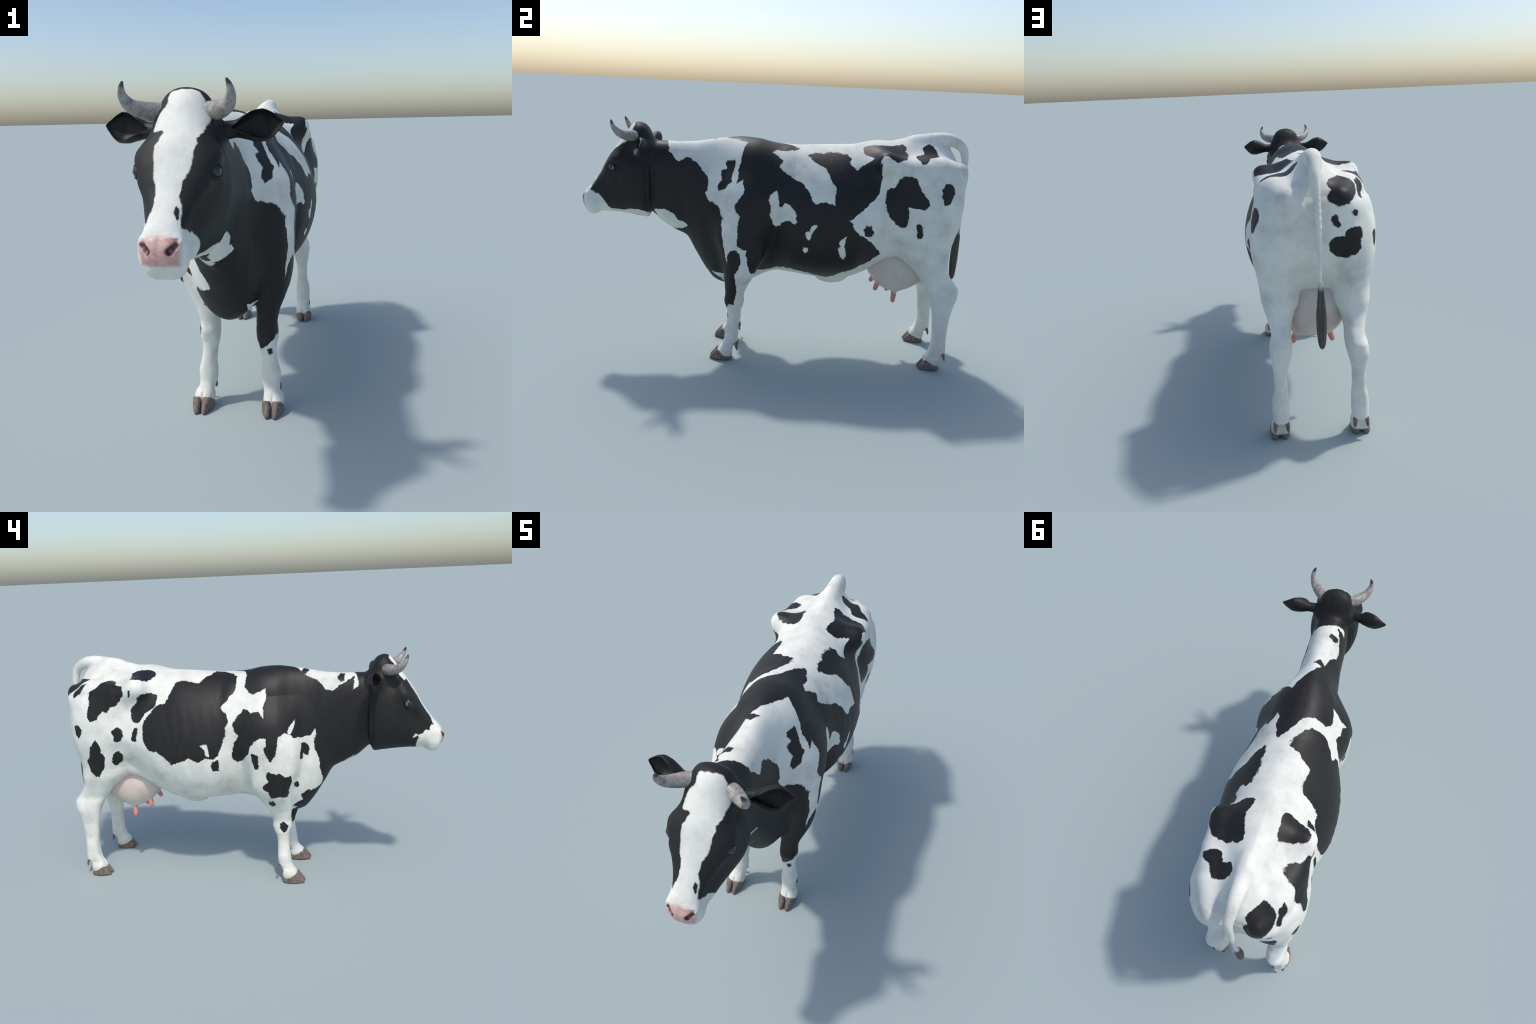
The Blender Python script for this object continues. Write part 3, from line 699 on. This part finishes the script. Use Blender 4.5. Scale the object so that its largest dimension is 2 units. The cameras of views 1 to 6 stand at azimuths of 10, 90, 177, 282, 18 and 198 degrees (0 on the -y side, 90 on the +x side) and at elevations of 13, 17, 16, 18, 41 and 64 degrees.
    ('dark', 'right seat', (-0.091, 0.942, 1.071), (-0.23, 0.75, 0.62), 0.094, 0.045, (75, 85, 92, 105, 108, 109, 109, 90, 79, 72, 67, 61, 52, 38, 33, 37, 44, 47, 49, 51, 49, 50, 53, 54, 52, 53, 55, 59, 58, 59, 61, 66)),
    ('dark', 'right seat dot', (-0.069, 0.949, 0.955), (0.13, 0.98, -0.15), 0.045, 0.045, (14, 13, 14, 15, 17, 21, 26, 27, 29, 27, 25, 24, 20, 18, 17, 16, 16, 17, 16, 17, 18, 20, 23, 23, 25, 28, 33, 29, 26, 25, 20, 16)),
    ('dark', 'right seat dot two', (-0.146, 0.939, 0.981), (-0.48, 0.87, -0.06), 0.045, 0.045, (14, 14, 13, 12, 12, 12, 13, 14, 17, 15, 14, 13, 13, 13, 14, 12, 11, 11, 11, 12, 13, 14, 13, 13, 13, 14, 15, 17, 15, 14, 13, 13)),
    ('dark', 'right haunch', (-0.117, 0.942, 0.859), (-0.05, 0.99, -0.14), 0.057, 0.045, (56, 58, 64, 72, 81, 79, 74, 65, 55, 43, 37, 39, 43, 51, 58, 65, 68, 68, 71, 70, 71, 71, 65, 62, 57, 53, 52, 52, 52, 55, 59, 57)),
    ('dark', 'withers', (-0.008, -0.065, 1.149), (0.06, -0.06, 1.00), 0.221, 0.045, (148, 133, 120, 119, 147, 161, 195, 124, 80, 61, 60, 62, 66, 74, 83, 101, 128, 129, 135, 147, 172, 219, 270, 279, 207, 167, 143, 122, 111, 248, 210, 170)),
    ('dark', 'mane dot', (-0.040, -0.495, 1.109), (-0.55, 0.02, 0.83), 0.045, 0.045, (19, 19, 20, 22, 25, 29, 28, 28, 30, 28, 21, 18, 16, 15, 15, 15, 16, 17, 16, 16, 17, 19, 21, 26, 35, 33, 33, 34, 29, 24, 21, 20)),
    ('dark', 'mane chip', (-0.018, -0.310, 1.138), (-0.39, -0.18, 0.90), 0.045, 0.045, (27, 17, 13, 11, 10, 9, 9, 9, 9, 10, 11, 14, 17, 19, 22, 27, 36, 33, 28, 25, 24, 23, 24, 25, 27, 32, 28, 25, 24, 23, 24, 25)),
    ('dark', 'chest', (0.077, -0.391, 0.602), (0.33, -0.82, -0.47), 0.192, 0.080, (180, 177, 193, 217, 221, 210, 208, 197, 160, 142, 143, 147, 140, 139, 144, 139, 129, 126, 128, 124, 192, 198, 204, 225, 154, 155, 166, 156, 150, 151, 158, 170)),
    ('dark', 'left foreleg front', (0.139, -0.239, 0.375), (0.22, -0.94, -0.25), 0.062, 0.048, (49, 54, 61, 71, 88, 122, 157, 166, 152, 129, 98, 68, 53, 45, 41, 38, 37, 38, 40, 45, 53, 67, 92, 131, 112, 87, 85, 67, 54, 46, 45, 46)),
    ('spot', 'left knee dot', (0.148, -0.223, 0.241), (0.36, -0.93, -0.01), 0.045, 0.045, (11, 11, 12, 14, 14, 12, 12, 11, 11, 11, 11, 11, 12, 13, 11, 9, 9, 8, 8, 8, 9, 10, 13, 14, 13, 13, 12, 13, 13, 12, 11, 11)),
    ('light', 'blaze crown', (0.018, -0.772, 1.146), (0.06, -0.69, 0.72), 0.065, 0.045, (65, 63, 59, 61, 66, 73, 78, 77, 75, 75, 79, 86, 75, 65, 64, 72, 77, 84, 90, 97, 79, 88, 87, 90, 91, 90, 93, 83, 74, 68, 65, 64)),
    ('light', 'blaze', (0.002, -0.865, 1.016), (0.03, -0.83, 0.56), 0.045, 0.045, (50, 52, 57, 65, 85, 98, 99, 104, 109, 107, 94, 79, 73, 62, 56, 52, 49, 49, 50, 54, 61, 71, 92, 118, 115, 117, 81, 64, 55, 52, 51, 50)),
    ('light', 'blaze bridge', (0.005, -0.951, 0.888), (0.11, -0.73, 0.68), 0.057, 0.045, (41, 41, 44, 48, 54, 66, 74, 71, 71, 74, 77, 58, 48, 43, 43, 44, 47, 53, 62, 73, 80, 68, 62, 59, 58, 59, 63, 71, 70, 54, 45, 42)),
    ('light', 'left lip', (0.061, -0.922, 0.791), (0.91, -0.30, -0.29), 0.080, 0.045, (55, 53, 50, 48, 48, 50, 51, 53, 50, 62, 67, 76, 78, 80, 85, 84, 75, 70, 67, 59, 54, 52, 52, 53, 53, 56, 61, 70, 84, 107, 70, 59)),
    ('light', 'left jaw line', (0.051, -0.740, 0.753), (0.54, 0.14, -0.83), 0.059, 0.045, (94, 86, 78, 70, 57, 44, 37, 32, 29, 28, 28, 26, 25, 26, 27, 30, 35, 116, 100, 90, 65, 51, 42, 37, 33, 30, 29, 29, 30, 33, 37, 100)),
    ('light', 'right lip', (-0.064, -0.939, 0.808), (-0.95, -0.28, -0.16), 0.077, 0.045, (65, 68, 68, 69, 65, 64, 63, 59, 57, 36, 37, 44, 45, 43, 48, 67, 60, 63, 69, 78, 82, 74, 69, 68, 67, 61, 58, 57, 58, 59, 59, 61)),
    ('light', 'right lip curl', (-0.077, -0.861, 0.822), (-0.95, -0.23, -0.21), 0.045, 0.045, (11, 14, 13, 12, 11, 10, 10, 11, 8, 7, 6, 5, 5, 5, 5, 6, 7, 8, 11, 13, 14, 14, 16, 12, 10, 9, 8, 8, 8, 8, 9, 10)),
    ('spot', 'blaze spot', (0.034, -0.939, 0.894), (0.42, -0.72, 0.55), 0.045, 0.045, (7, 7, 7, 9, 11, 15, 18, 21, 17, 12, 10, 9, 8, 8, 7, 8, 8, 7, 7, 8, 8, 10, 12, 17, 18, 16, 13, 10, 8, 7, 7, 7)),
    ('light', 'right shoulder spike', (-0.175, -0.263, 0.875), (-0.73, -0.62, 0.28), 0.080, 0.080, (10, 11, 14, 20, 31, 50, 30, 22, 18, 15, 14, 13, 13, 12, 13, 13, 15, 17, 21, 30, 35, 31, 29, 22, 15, 12, 10, 9, 8, 8, 8, 9)),
    ('light', 'right chest spike', (-0.115, -0.362, 0.833), (-0.96, -0.28, 0.07), 0.045, 0.045, (11, 11, 12, 13, 16, 20, 26, 14, 10, 8, 7, 6, 6, 6, 6, 6, 7, 8, 11, 15, 26, 22, 20, 20, 19, 20, 22, 20, 16, 13, 12, 11)),
    ('light', 'right shoulder streak', (-0.162, -0.089, 1.015), (-0.88, -0.03, 0.47), 0.045, 0.045, (46, 50, 50, 52, 59, 73, 46, 38, 34, 32, 31, 31, 36, 41, 40, 40, 42, 46, 52, 58, 61, 68, 73, 67, 63, 63, 103, 61, 50, 46, 44, 44)),
    ('dark', 'brisket', (0.000, -0.300, 0.392), (0.00, -0.30, -0.95), 0.050, 0.040, (70, 74, 80, 86, 90, 86, 80, 74, 70, 72, 74, 76, 78, 76, 74, 72)),
    ('light', 'chin', (0.000, -0.935, 0.735), (0.00, 0.00, -1.00), 0.060, 0.040, (58, 62, 75, 70, 66, 70, 75, 62, 58, 62, 66, 70, 72, 70, 66, 62)),
]

def marking(T, p, centre, facing, inward, outward, reach):
    """Distance outside a lobed patch (minus 1 where the depth fits)."""
    n = Vector(facing).normalized()
    ref = Vector((0, 0, 1)) if abs(n.z) < 0.85 else Vector((0, 1, 0))
    u = ref.cross(n).normalized(); w = n.cross(u)
    rot = Matrix((u, w, n)).transposed().to_euler()
    m = T.t.nodes.new('ShaderNodeMapping'); m.vector_type = 'TEXTURE'
    m.inputs['Location'].default_value = centre; m.inputs['Rotation'].default_value = rot
    T.t.links.new(p, m.inputs['Vector'])
    s = T.t.nodes.new('ShaderNodeSeparateXYZ'); T.t.links.new(m.outputs[0], s.inputs[0])
    ang = T.math('MULTIPLY_ADD', T.math('ARCTAN2', s.outputs[1], s.outputs[0]), 0.5 / math.pi, 0.5)
    c = T.t.nodes.new('ShaderNodeFloatCurve'); cm = c.mapping; cm.use_clip = False; cur = cm.curves[0]
    k = len(reach)
    big = max(reach) / 1000
    pts = [(i / k, reach[(i + k // 2) % k] / 1000 / big) for i in range(k + 1)]
    cur.points[0].location = pts[0]; cur.points[1].location = pts[-1]
    for q in pts[1:-1]: cur.points.new(*q)
    for q in cur.points: q.handle_type = 'VECTOR'
    cm.update()
    T.t.links.new(ang, c.inputs['Value'])
    flat = T.vec('LENGTH', T.vec('MULTIPLY', m.outputs[0], (1, 1, 0)))
    d = T.math('MULTIPLY_ADD', c.outputs[0], -big, flat)
    ok = T.math('COMPARE', s.outputs[2], (outward - inward) / 2, (outward + inward) / 2)
    return T.math('SUBTRACT', d, ok)

def hide_material(name, lo, hi, nose=False):
    """Black and white coat; only the markings that touch the box lo..hi are wired in."""
    T = Tree(name)
    ruffle = 0.6 if nose else 1.0
    # outlines are ruffled by the lie of the hair
    wob = T.vec('SUBTRACT', T.noise(24, 4, 0.6, colour=True), (0.5, 0.5, 0.5))
    fine = T.vec('SUBTRACT', T.noise(75, 2, 0.5, colour=True), (0.5, 0.5, 0.5))
    p = T.vec('ADD', T.obj, T.vec('ADD', T.vec('SCALE', wob), T.vec('SCALE', fine)))
    for n in T.t.nodes:
        if n.type == 'VECT_MATH' and n.operation == 'SCALE':
            n.inputs['Scale'].default_value = 0.026 * ruffle if n.inputs[0].links[0].from_node.inputs[0].links[0].from_node.inputs['Scale'].default_value < 50 else 0.011 * ruffle
    layer = {'dark': None, 'light': None, 'spot': None}
    for kind, nm, c, n, a, b, reach in MARKINGS:
        r = max(reach) / 1000 + 0.03
        if any(c[i] + r < lo[i] or c[i] - r > hi[i] for i in range(3)): continue
        d = marking(T, p, c, n, a, b, reach)
        layer[kind] = d if layer[kind] is None else T.math('MINIMUM', layer[kind], d)
    s = T.t.nodes.new('ShaderNodeSeparateXYZ'); T.t.links.new(p, s.inputs[0])
    # head and upper neck are black all round
    headline = T.math('ADD', T.math('MULTIPLY_ADD', s.outputs[0], -0.30, s.outputs[1]), 0.560)
    headline = T.math('MAXIMUM', headline, T.math('SUBTRACT', 0.0, T.math('ADD', s.outputs[2], 0.0)))
    dark = T.math('SUBTRACT', headline, 1.0)
    if layer['dark'] is not None: dark = T.math('MINIMUM', layer['dark'], dark)
    soft = 0.0032
    m = T.span(dark, -1 - soft, -1 + soft, 1, 0)
    if layer['light'] is not None: m = T.math('MULTIPLY', m, T.span(layer['light'], -1 - soft, -1 + soft, 0, 1))
    if layer['spot'] is not None: m = T.math('MAXIMUM', m, T.span(layer['spot'], -1 - soft, -1 + soft, 1, 0))
    # lips and chin are white all round
    if nose:
        lip = T.math('MAXIMUM', T.math('ADD', s.outputs[1], 0.928), T.math('SUBTRACT', s.outputs[2], 0.825))
        m = T.math('MULTIPLY', m, T.span(lip, -soft, soft, 0, 1))
    # white hair: faint stains and mottling
    so = T.t.nodes.new('ShaderNodeSeparateXYZ'); T.t.links.new(T.obj, so.inputs[0])
    mott = T.noise(9, 5, 0.6)
    hair = T.noise(90, 3, 0.6, stretch=(1.0, 1.0, 0.25))
    white = T.ramp(mott, [(0.28, (0.55, 0.55, 0.485)), (0.42, (0.70, 0.695, 0.625)), (0.55, (0.78, 0.775, 0.70)), (0.72, (0.84, 0.835, 0.765))])
    white = T.mix(T.span(hair, 0.35, 0.62, 0.0, 0.10), white, (0.54, 0.54, 0.50))
    low = T.math('MULTIPLY', T.span(so.outputs[2], 0.40, 0.10), T.span(T.noise(14, 3), 0.42, 0.66))
    white = T.mix(T.math('MULTIPLY', low, 0.45), white, (0.66, 0.58, 0.43))
    black = T.ramp(T.noise(40, 3, 0.6, stretch=(1, 1, 0.3)), [(0.3, (0.0105, 0.0098, 0.0098)), (0.7, (0.0165, 0.015, 0.0145))])
    col = T.mix(m, white, black)
    # bare pink nose
    fx, fy, fz = so.outputs
    return T, m, col, (fx, fy, fz), hair

def make_hide(name, lo, hi, nose=False):
    T, m, col, (fx, fy, fz), hair = hide_material(name, lo, hi, nose)
    rough = T.span(m, 0, 1, 0.75, 0.52)
    if nose:
        ax = T.math('ABSOLUTE', fx)
        wob = T.math('MULTIPLY', T.math('SUBTRACT', T.noise(60, 3), 0.5), 0.012)
        # pad: in front of a slanting plane, narrower towards the lip
        front = T.math('ADD', T.math('ADD', T.math('MULTIPLY_ADD', fz, 0.42, fy), 0.630), wob)         # <0 is nose
        side = T.math('SUBTRACT', ax, T.math('MULTIPLY_ADD', T.math('SUBTRACT', fz, 0.80), 0.10, 0.054))
        below = T.math('SUBTRACT', 0.772, T.math('SUBTRACT', fz, T.math('MULTIPLY', wob, 0.6)))
        pad = T.math('MAXIMUM', front, T.math('MAXIMUM', side, below))
        pm = T.span(pad, -0.009, 0.006, 1, 0)
        pink = T.ramp(T.noise(55, 4, 0.65), [(0.30, (0.54, 0.27, 0.24)), (0.50, (0.63, 0.38, 0.34)), (0.62, (0.66, 0.44, 0.40)), (0.75, (0.60, 0.36, 0.25))])
        col = T.mix(pm, col, pink)
        # inside of the nostrils
        A, B = Vector((0.0285, 1.0000, 0.8115)), Vector((0.0435, 0.9880, 0.8280)); L = B - A
        ab = T.vec('SUBTRACT', T.vec('ABSOLUTE', T.obj), tuple(A))
        along = T.math('MULTIPLY', T.vec('DOT_PRODUCT', ab, tuple(L)), 1 / L.length_squared, clamp=True)
        foot = T.t.nodes.new('ShaderNodeVectorMath'); foot.operation = 'SCALE'; foot.inputs[0].default_value = L; T.t.links.new(along, foot.inputs['Scale'])
        hole = T.math('SUBTRACT', T.vec('LENGTH', T.vec('SUBTRACT', ab, foot.outputs[0])), T.math('MULTIPLY_ADD', along, -0.003, 0.0095))
        dark_hole = T.span(hole, -0.002, 0.0035, 1, 0)
        col = T.mix(T.math('MULTIPLY', dark_hole, pm), col, (0.07, 0.025, 0.02))
        rough = T.mix(pm, T.mix(1.0, (0, 0, 0), (0.6, 0.6, 0.6)), (0.38, 0.38, 0.38))
    T.bump(hair, 0.18, 0.004)
    return T.finish(col, rough, 0.35)

def make_horn():
    T = Tree('horn_keratin')
    s = T.t.nodes.new('ShaderNodeSeparateXYZ'); T.t.links.new(T.obj, s.inputs[0])
    n = T.noise(45, 5, 0.65); n2 = T.noise(160, 3, 0.7)
    col = T.ramp(n, [(0.30, (0.16, 0.145, 0.13)), (0.48, (0.33, 0.30, 0.275)), (0.68, (0.46, 0.41, 0.375))])
    col = T.mix(T.span(n2, 0.45, 0.65, 0, 0.45), col, (0.15, 0.135, 0.125))
    tip = T.math('ADD', T.span(s.outputs[2], 1.188, 1.222), T.math('MULTIPLY', T.math('SUBTRACT', n, 0.5), 0.6))
    col = T.mix(T.span(tip, 0.35, 0.85), col, (0.040, 0.037, 0.036))
    T.bump(n2, 0.25, 0.002)
    return T.finish(col, 0.36, 0.5)

def make_ear():
    T = Tree('black_hair')
    n = T.noise(60, 3, 0.6)
    col = T.ramp(n, [(0.3, (0.0105, 0.0098, 0.0098)), (0.7, (0.0165, 0.015, 0.0145))])
    return T.finish(col, 0.55, 0.35)

def make_eye():
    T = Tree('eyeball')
    # distance from the eye axis, as an angle: dark iris, white behind it
    ab = T.t.nodes.new('ShaderNodeSeparateXYZ'); T.t.links.new(T.obj, ab.inputs[0])
    c = T.t.nodes.new('ShaderNodeCombineXYZ')
    T.t.links.new(T.math('ABSOLUTE', ab.outputs[0]), c.inputs[0]); T.t.links.new(ab.outputs[1], c.inputs[1]); T.t.links.new(ab.outputs[2], c.inputs[2])
    d = T.vec('NORMALIZE', T.vec('SUBTRACT', c.outputs[0], tuple(EYE)))
    look = Vector((0.74, -0.67, 0.02)).normalized()
    k = T.vec('DOT_PRODUCT', d, tuple(look))
    col = T.ramp(k, [(0.0, (0.62, 0.64, 0.66)), (0.61, (0.50, 0.52, 0.53)), (0.66, (0.012, 0.013, 0.014)), (1.0, (0.022, 0.024, 0.026))])
    T.bsdf.inputs['Coat Weight'].default_value = 0.25; T.bsdf.inputs['Coat Roughness'].default_value = 0.05
    return T.finish(col, 0.25, 0.5)

def make_hoof():
    T = Tree('hoof_horn')
    s = T.t.nodes.new('ShaderNodeSeparateXYZ'); T.t.links.new(T.obj, s.inputs[0])
    n = T.noise(70, 5, 0.65); n2 = T.noise(50, 3, 0.6, stretch=(1, 1, 4))
    col = T.ramp(n, [(0.28, (0.085, 0.066, 0.056)), (0.50, (0.185, 0.142, 0.118)), (0.72, (0.28, 0.225, 0.19))])
    col = T.mix(T.span(n2, 0.5, 0.7, 0, 0.5), col, (0.075, 0.057, 0.048))
    T.bump(n2, 0.35, 0.003)
    return T.finish(col, 0.55, 0.35)

def make_udder():
    T = Tree('udder_skin')
    n = T.noise(10, 4, 0.6)
    col = T.ramp(n, [(0.30, (0.62, 0.48, 0.42)), (0.50, (0.66, 0.56, 0.50)), (0.70, (0.67, 0.62, 0.57))])
    T.bsdf.inputs['Subsurface Weight'].default_value = 0.0
    T.bump(T.noise(70, 3), 0.1, 0.003)
    return T.finish(col, 0.55, 0.35)

def make_teat():
    T = Tree('teat_skin')
    s = T.t.nodes.new('ShaderNodeSeparateXYZ'); T.t.links.new(T.obj, s.inputs[0])
    n = T.noise(60, 4, 0.6)
    col = T.ramp(n, [(0.3, (0.60, 0.19, 0.18)), (0.7, (0.70, 0.28, 0.26))])
    # each teat pales into the udder at its root
    y = s.outputs[1]
    root = T.math('SUBTRACT', s.outputs[2], T.math('MULTIPLY_ADD', T.math('SUBTRACT', y, 0.56), -0.45, 0.437))
    col = T.mix(T.span(root, -0.022, 0.006), col, (0.69, 0.55, 0.50))
    return T.finish(col, 0.45, 0.4)

def make_tuft():
    T = Tree('tail_hair')
    n = T.noise(30, 4, 0.65, stretch=(4, 4, 0.25))
    s = T.t.nodes.new('ShaderNodeSeparateXYZ'); T.t.links.new(T.obj, s.inputs[0])
    col = T.ramp(n, [(0.3, (0.040, 0.030, 0.023)), (0.5, (0.085, 0.066, 0.052)), (0.7, (0.150, 0.122, 0.10))])
    top = T.math('ADD', T.span(s.outputs[2], 0.655, 0.735), T.math('MULTIPLY', T.math('SUBTRACT', n, 0.5), 0.9))
    col = T.mix(T.span(top, 0.35, 0.95), col, (0.62, 0.60, 0.57))
    T.bump(n, 0.5, 0.004)
    return T.finish(col, 0.6, 0.3)

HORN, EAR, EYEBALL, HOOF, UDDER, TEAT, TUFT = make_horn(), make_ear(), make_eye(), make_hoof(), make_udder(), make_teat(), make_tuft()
# ------------------------------------------------------------------ assemble
cow = bpy.data.objects.new('cow', None)
bpy.context.scene.collection.objects.link(cow)
cow['label'] = 'standing black and white dairy cow with short horns'
cow['category'] = 'cow'

V, Q = net_surface(body_field, (-0.33, -1.03, -0.01), (0.33, 1.02, 1.26), 0.0034)
V = relax(V, Q, 2)
V, N = settle(V, body_field, 2)

def body_regions(C):
    x, y, z = C[:, 0], C[:, 1], C[:, 2]
    ax = np.abs(unpose(x, y, z))
    trunk = loft(TRUNK, y, x, z)
    lab = np.full(len(C), 2)                                             # torso
    lab[y < -0.33 - 0.16 * (1.15 - z)] = 1                               # neck
    lab[y < -0.655 + (z - 0.75) * 0.10] = 0                              # head
    fore = (limb(FORELEG, ax, y, z) < trunk - 0.004) & (z < 0.60) & (y < 0.1)
    lab[fore & (x > 0)] = 3; lab[fore & (x < 0)] = 4
    hind = (limb(HINDLEG, ax, y, z) < trunk - 0.004) & (z < 0.66) & (y > 0.5)
    lab[hind & (x > 0)] = 5; lab[hind & (x < 0)] = 6
    tl = tube(x, y, z, TAIL_PATH)
    lab[(tl < 0.0035) & (y > 0.925) & (np.abs(x) < 0.03)] = 7
    return lab

C = V[Q].mean(1)
lab = body_regions(C)
E_names = ['head', 'neck', 'torso', 'foreleg', 'foreleg', 'hindleg', 'hindleg', 'tail']
part = {}
for i, nm in enumerate(E_names):
    q = Q[lab == i]
    used, inv = np.unique(q, return_inverse=True)
    me = make_mesh(nm, V[used], inv.reshape(q.shape), normals=N[used])
    W = V[used]
    coat = make_hide(nm + '_coat', W.min(0), W.max(0), nose=(nm == 'head'))
    part[i] = add_part(nm, me, coat, cow)

for side in (1, -1):
    add_part('horn', horn_mesh(side), HORN, part[0])
    add_part('ear', ear_mesh(side), EAR, part[0])
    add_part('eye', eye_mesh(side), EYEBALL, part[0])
    add_part('eyelid', eyelid_mesh(side), EAR, part[0])
for leg, cx, toe, heel in ((3, 0.158, -0.313, -0.192), (4, -0.122, -0.313, -0.192), (5, 0.177, 0.800, 0.912), (6, -0.175, 0.798, 0.910)):
    for s in (1, -1):
        add_part('hoof_claw', claw_mesh(cx + s * 0.0213, toe, heel, -s), HOOF, part[leg])
        if leg < 5: base, tip = (cx - 0.008 * np.sign(cx) + s * 0.026, -0.172, 0.080), (cx - 0.008 * np.sign(cx) + s * 0.028, -0.164, 0.050)
        else: base, tip = (cx - 0.006 * np.sign(cx) + s * 0.026, 0.929, 0.082), (cx - 0.006 * np.sign(cx) + s * 0.028, 0.937, 0.050)
        add_part('dewclaw', dewclaw_mesh(base, tip, 0.0095), HOOF, part[leg])
Vu, Qu = net_surface(udder_field, (-0.2, 0.45, 0.33), (0.2, 0.9, 0.72), 0.006)
Vu = relax(Vu, Qu, 2); Vu, Nu = settle(Vu, udder_field, 2)
udder = add_part('udder', make_mesh('udder', Vu, Qu), UDDER, cow)
for base, tip in TEATS:
    for side in (1, -1):
        add_part('teat', teat_mesh(base, tip, side), TEAT, udder)
add_part('tail_tuft', tuft_mesh(), TUFT, part[7])
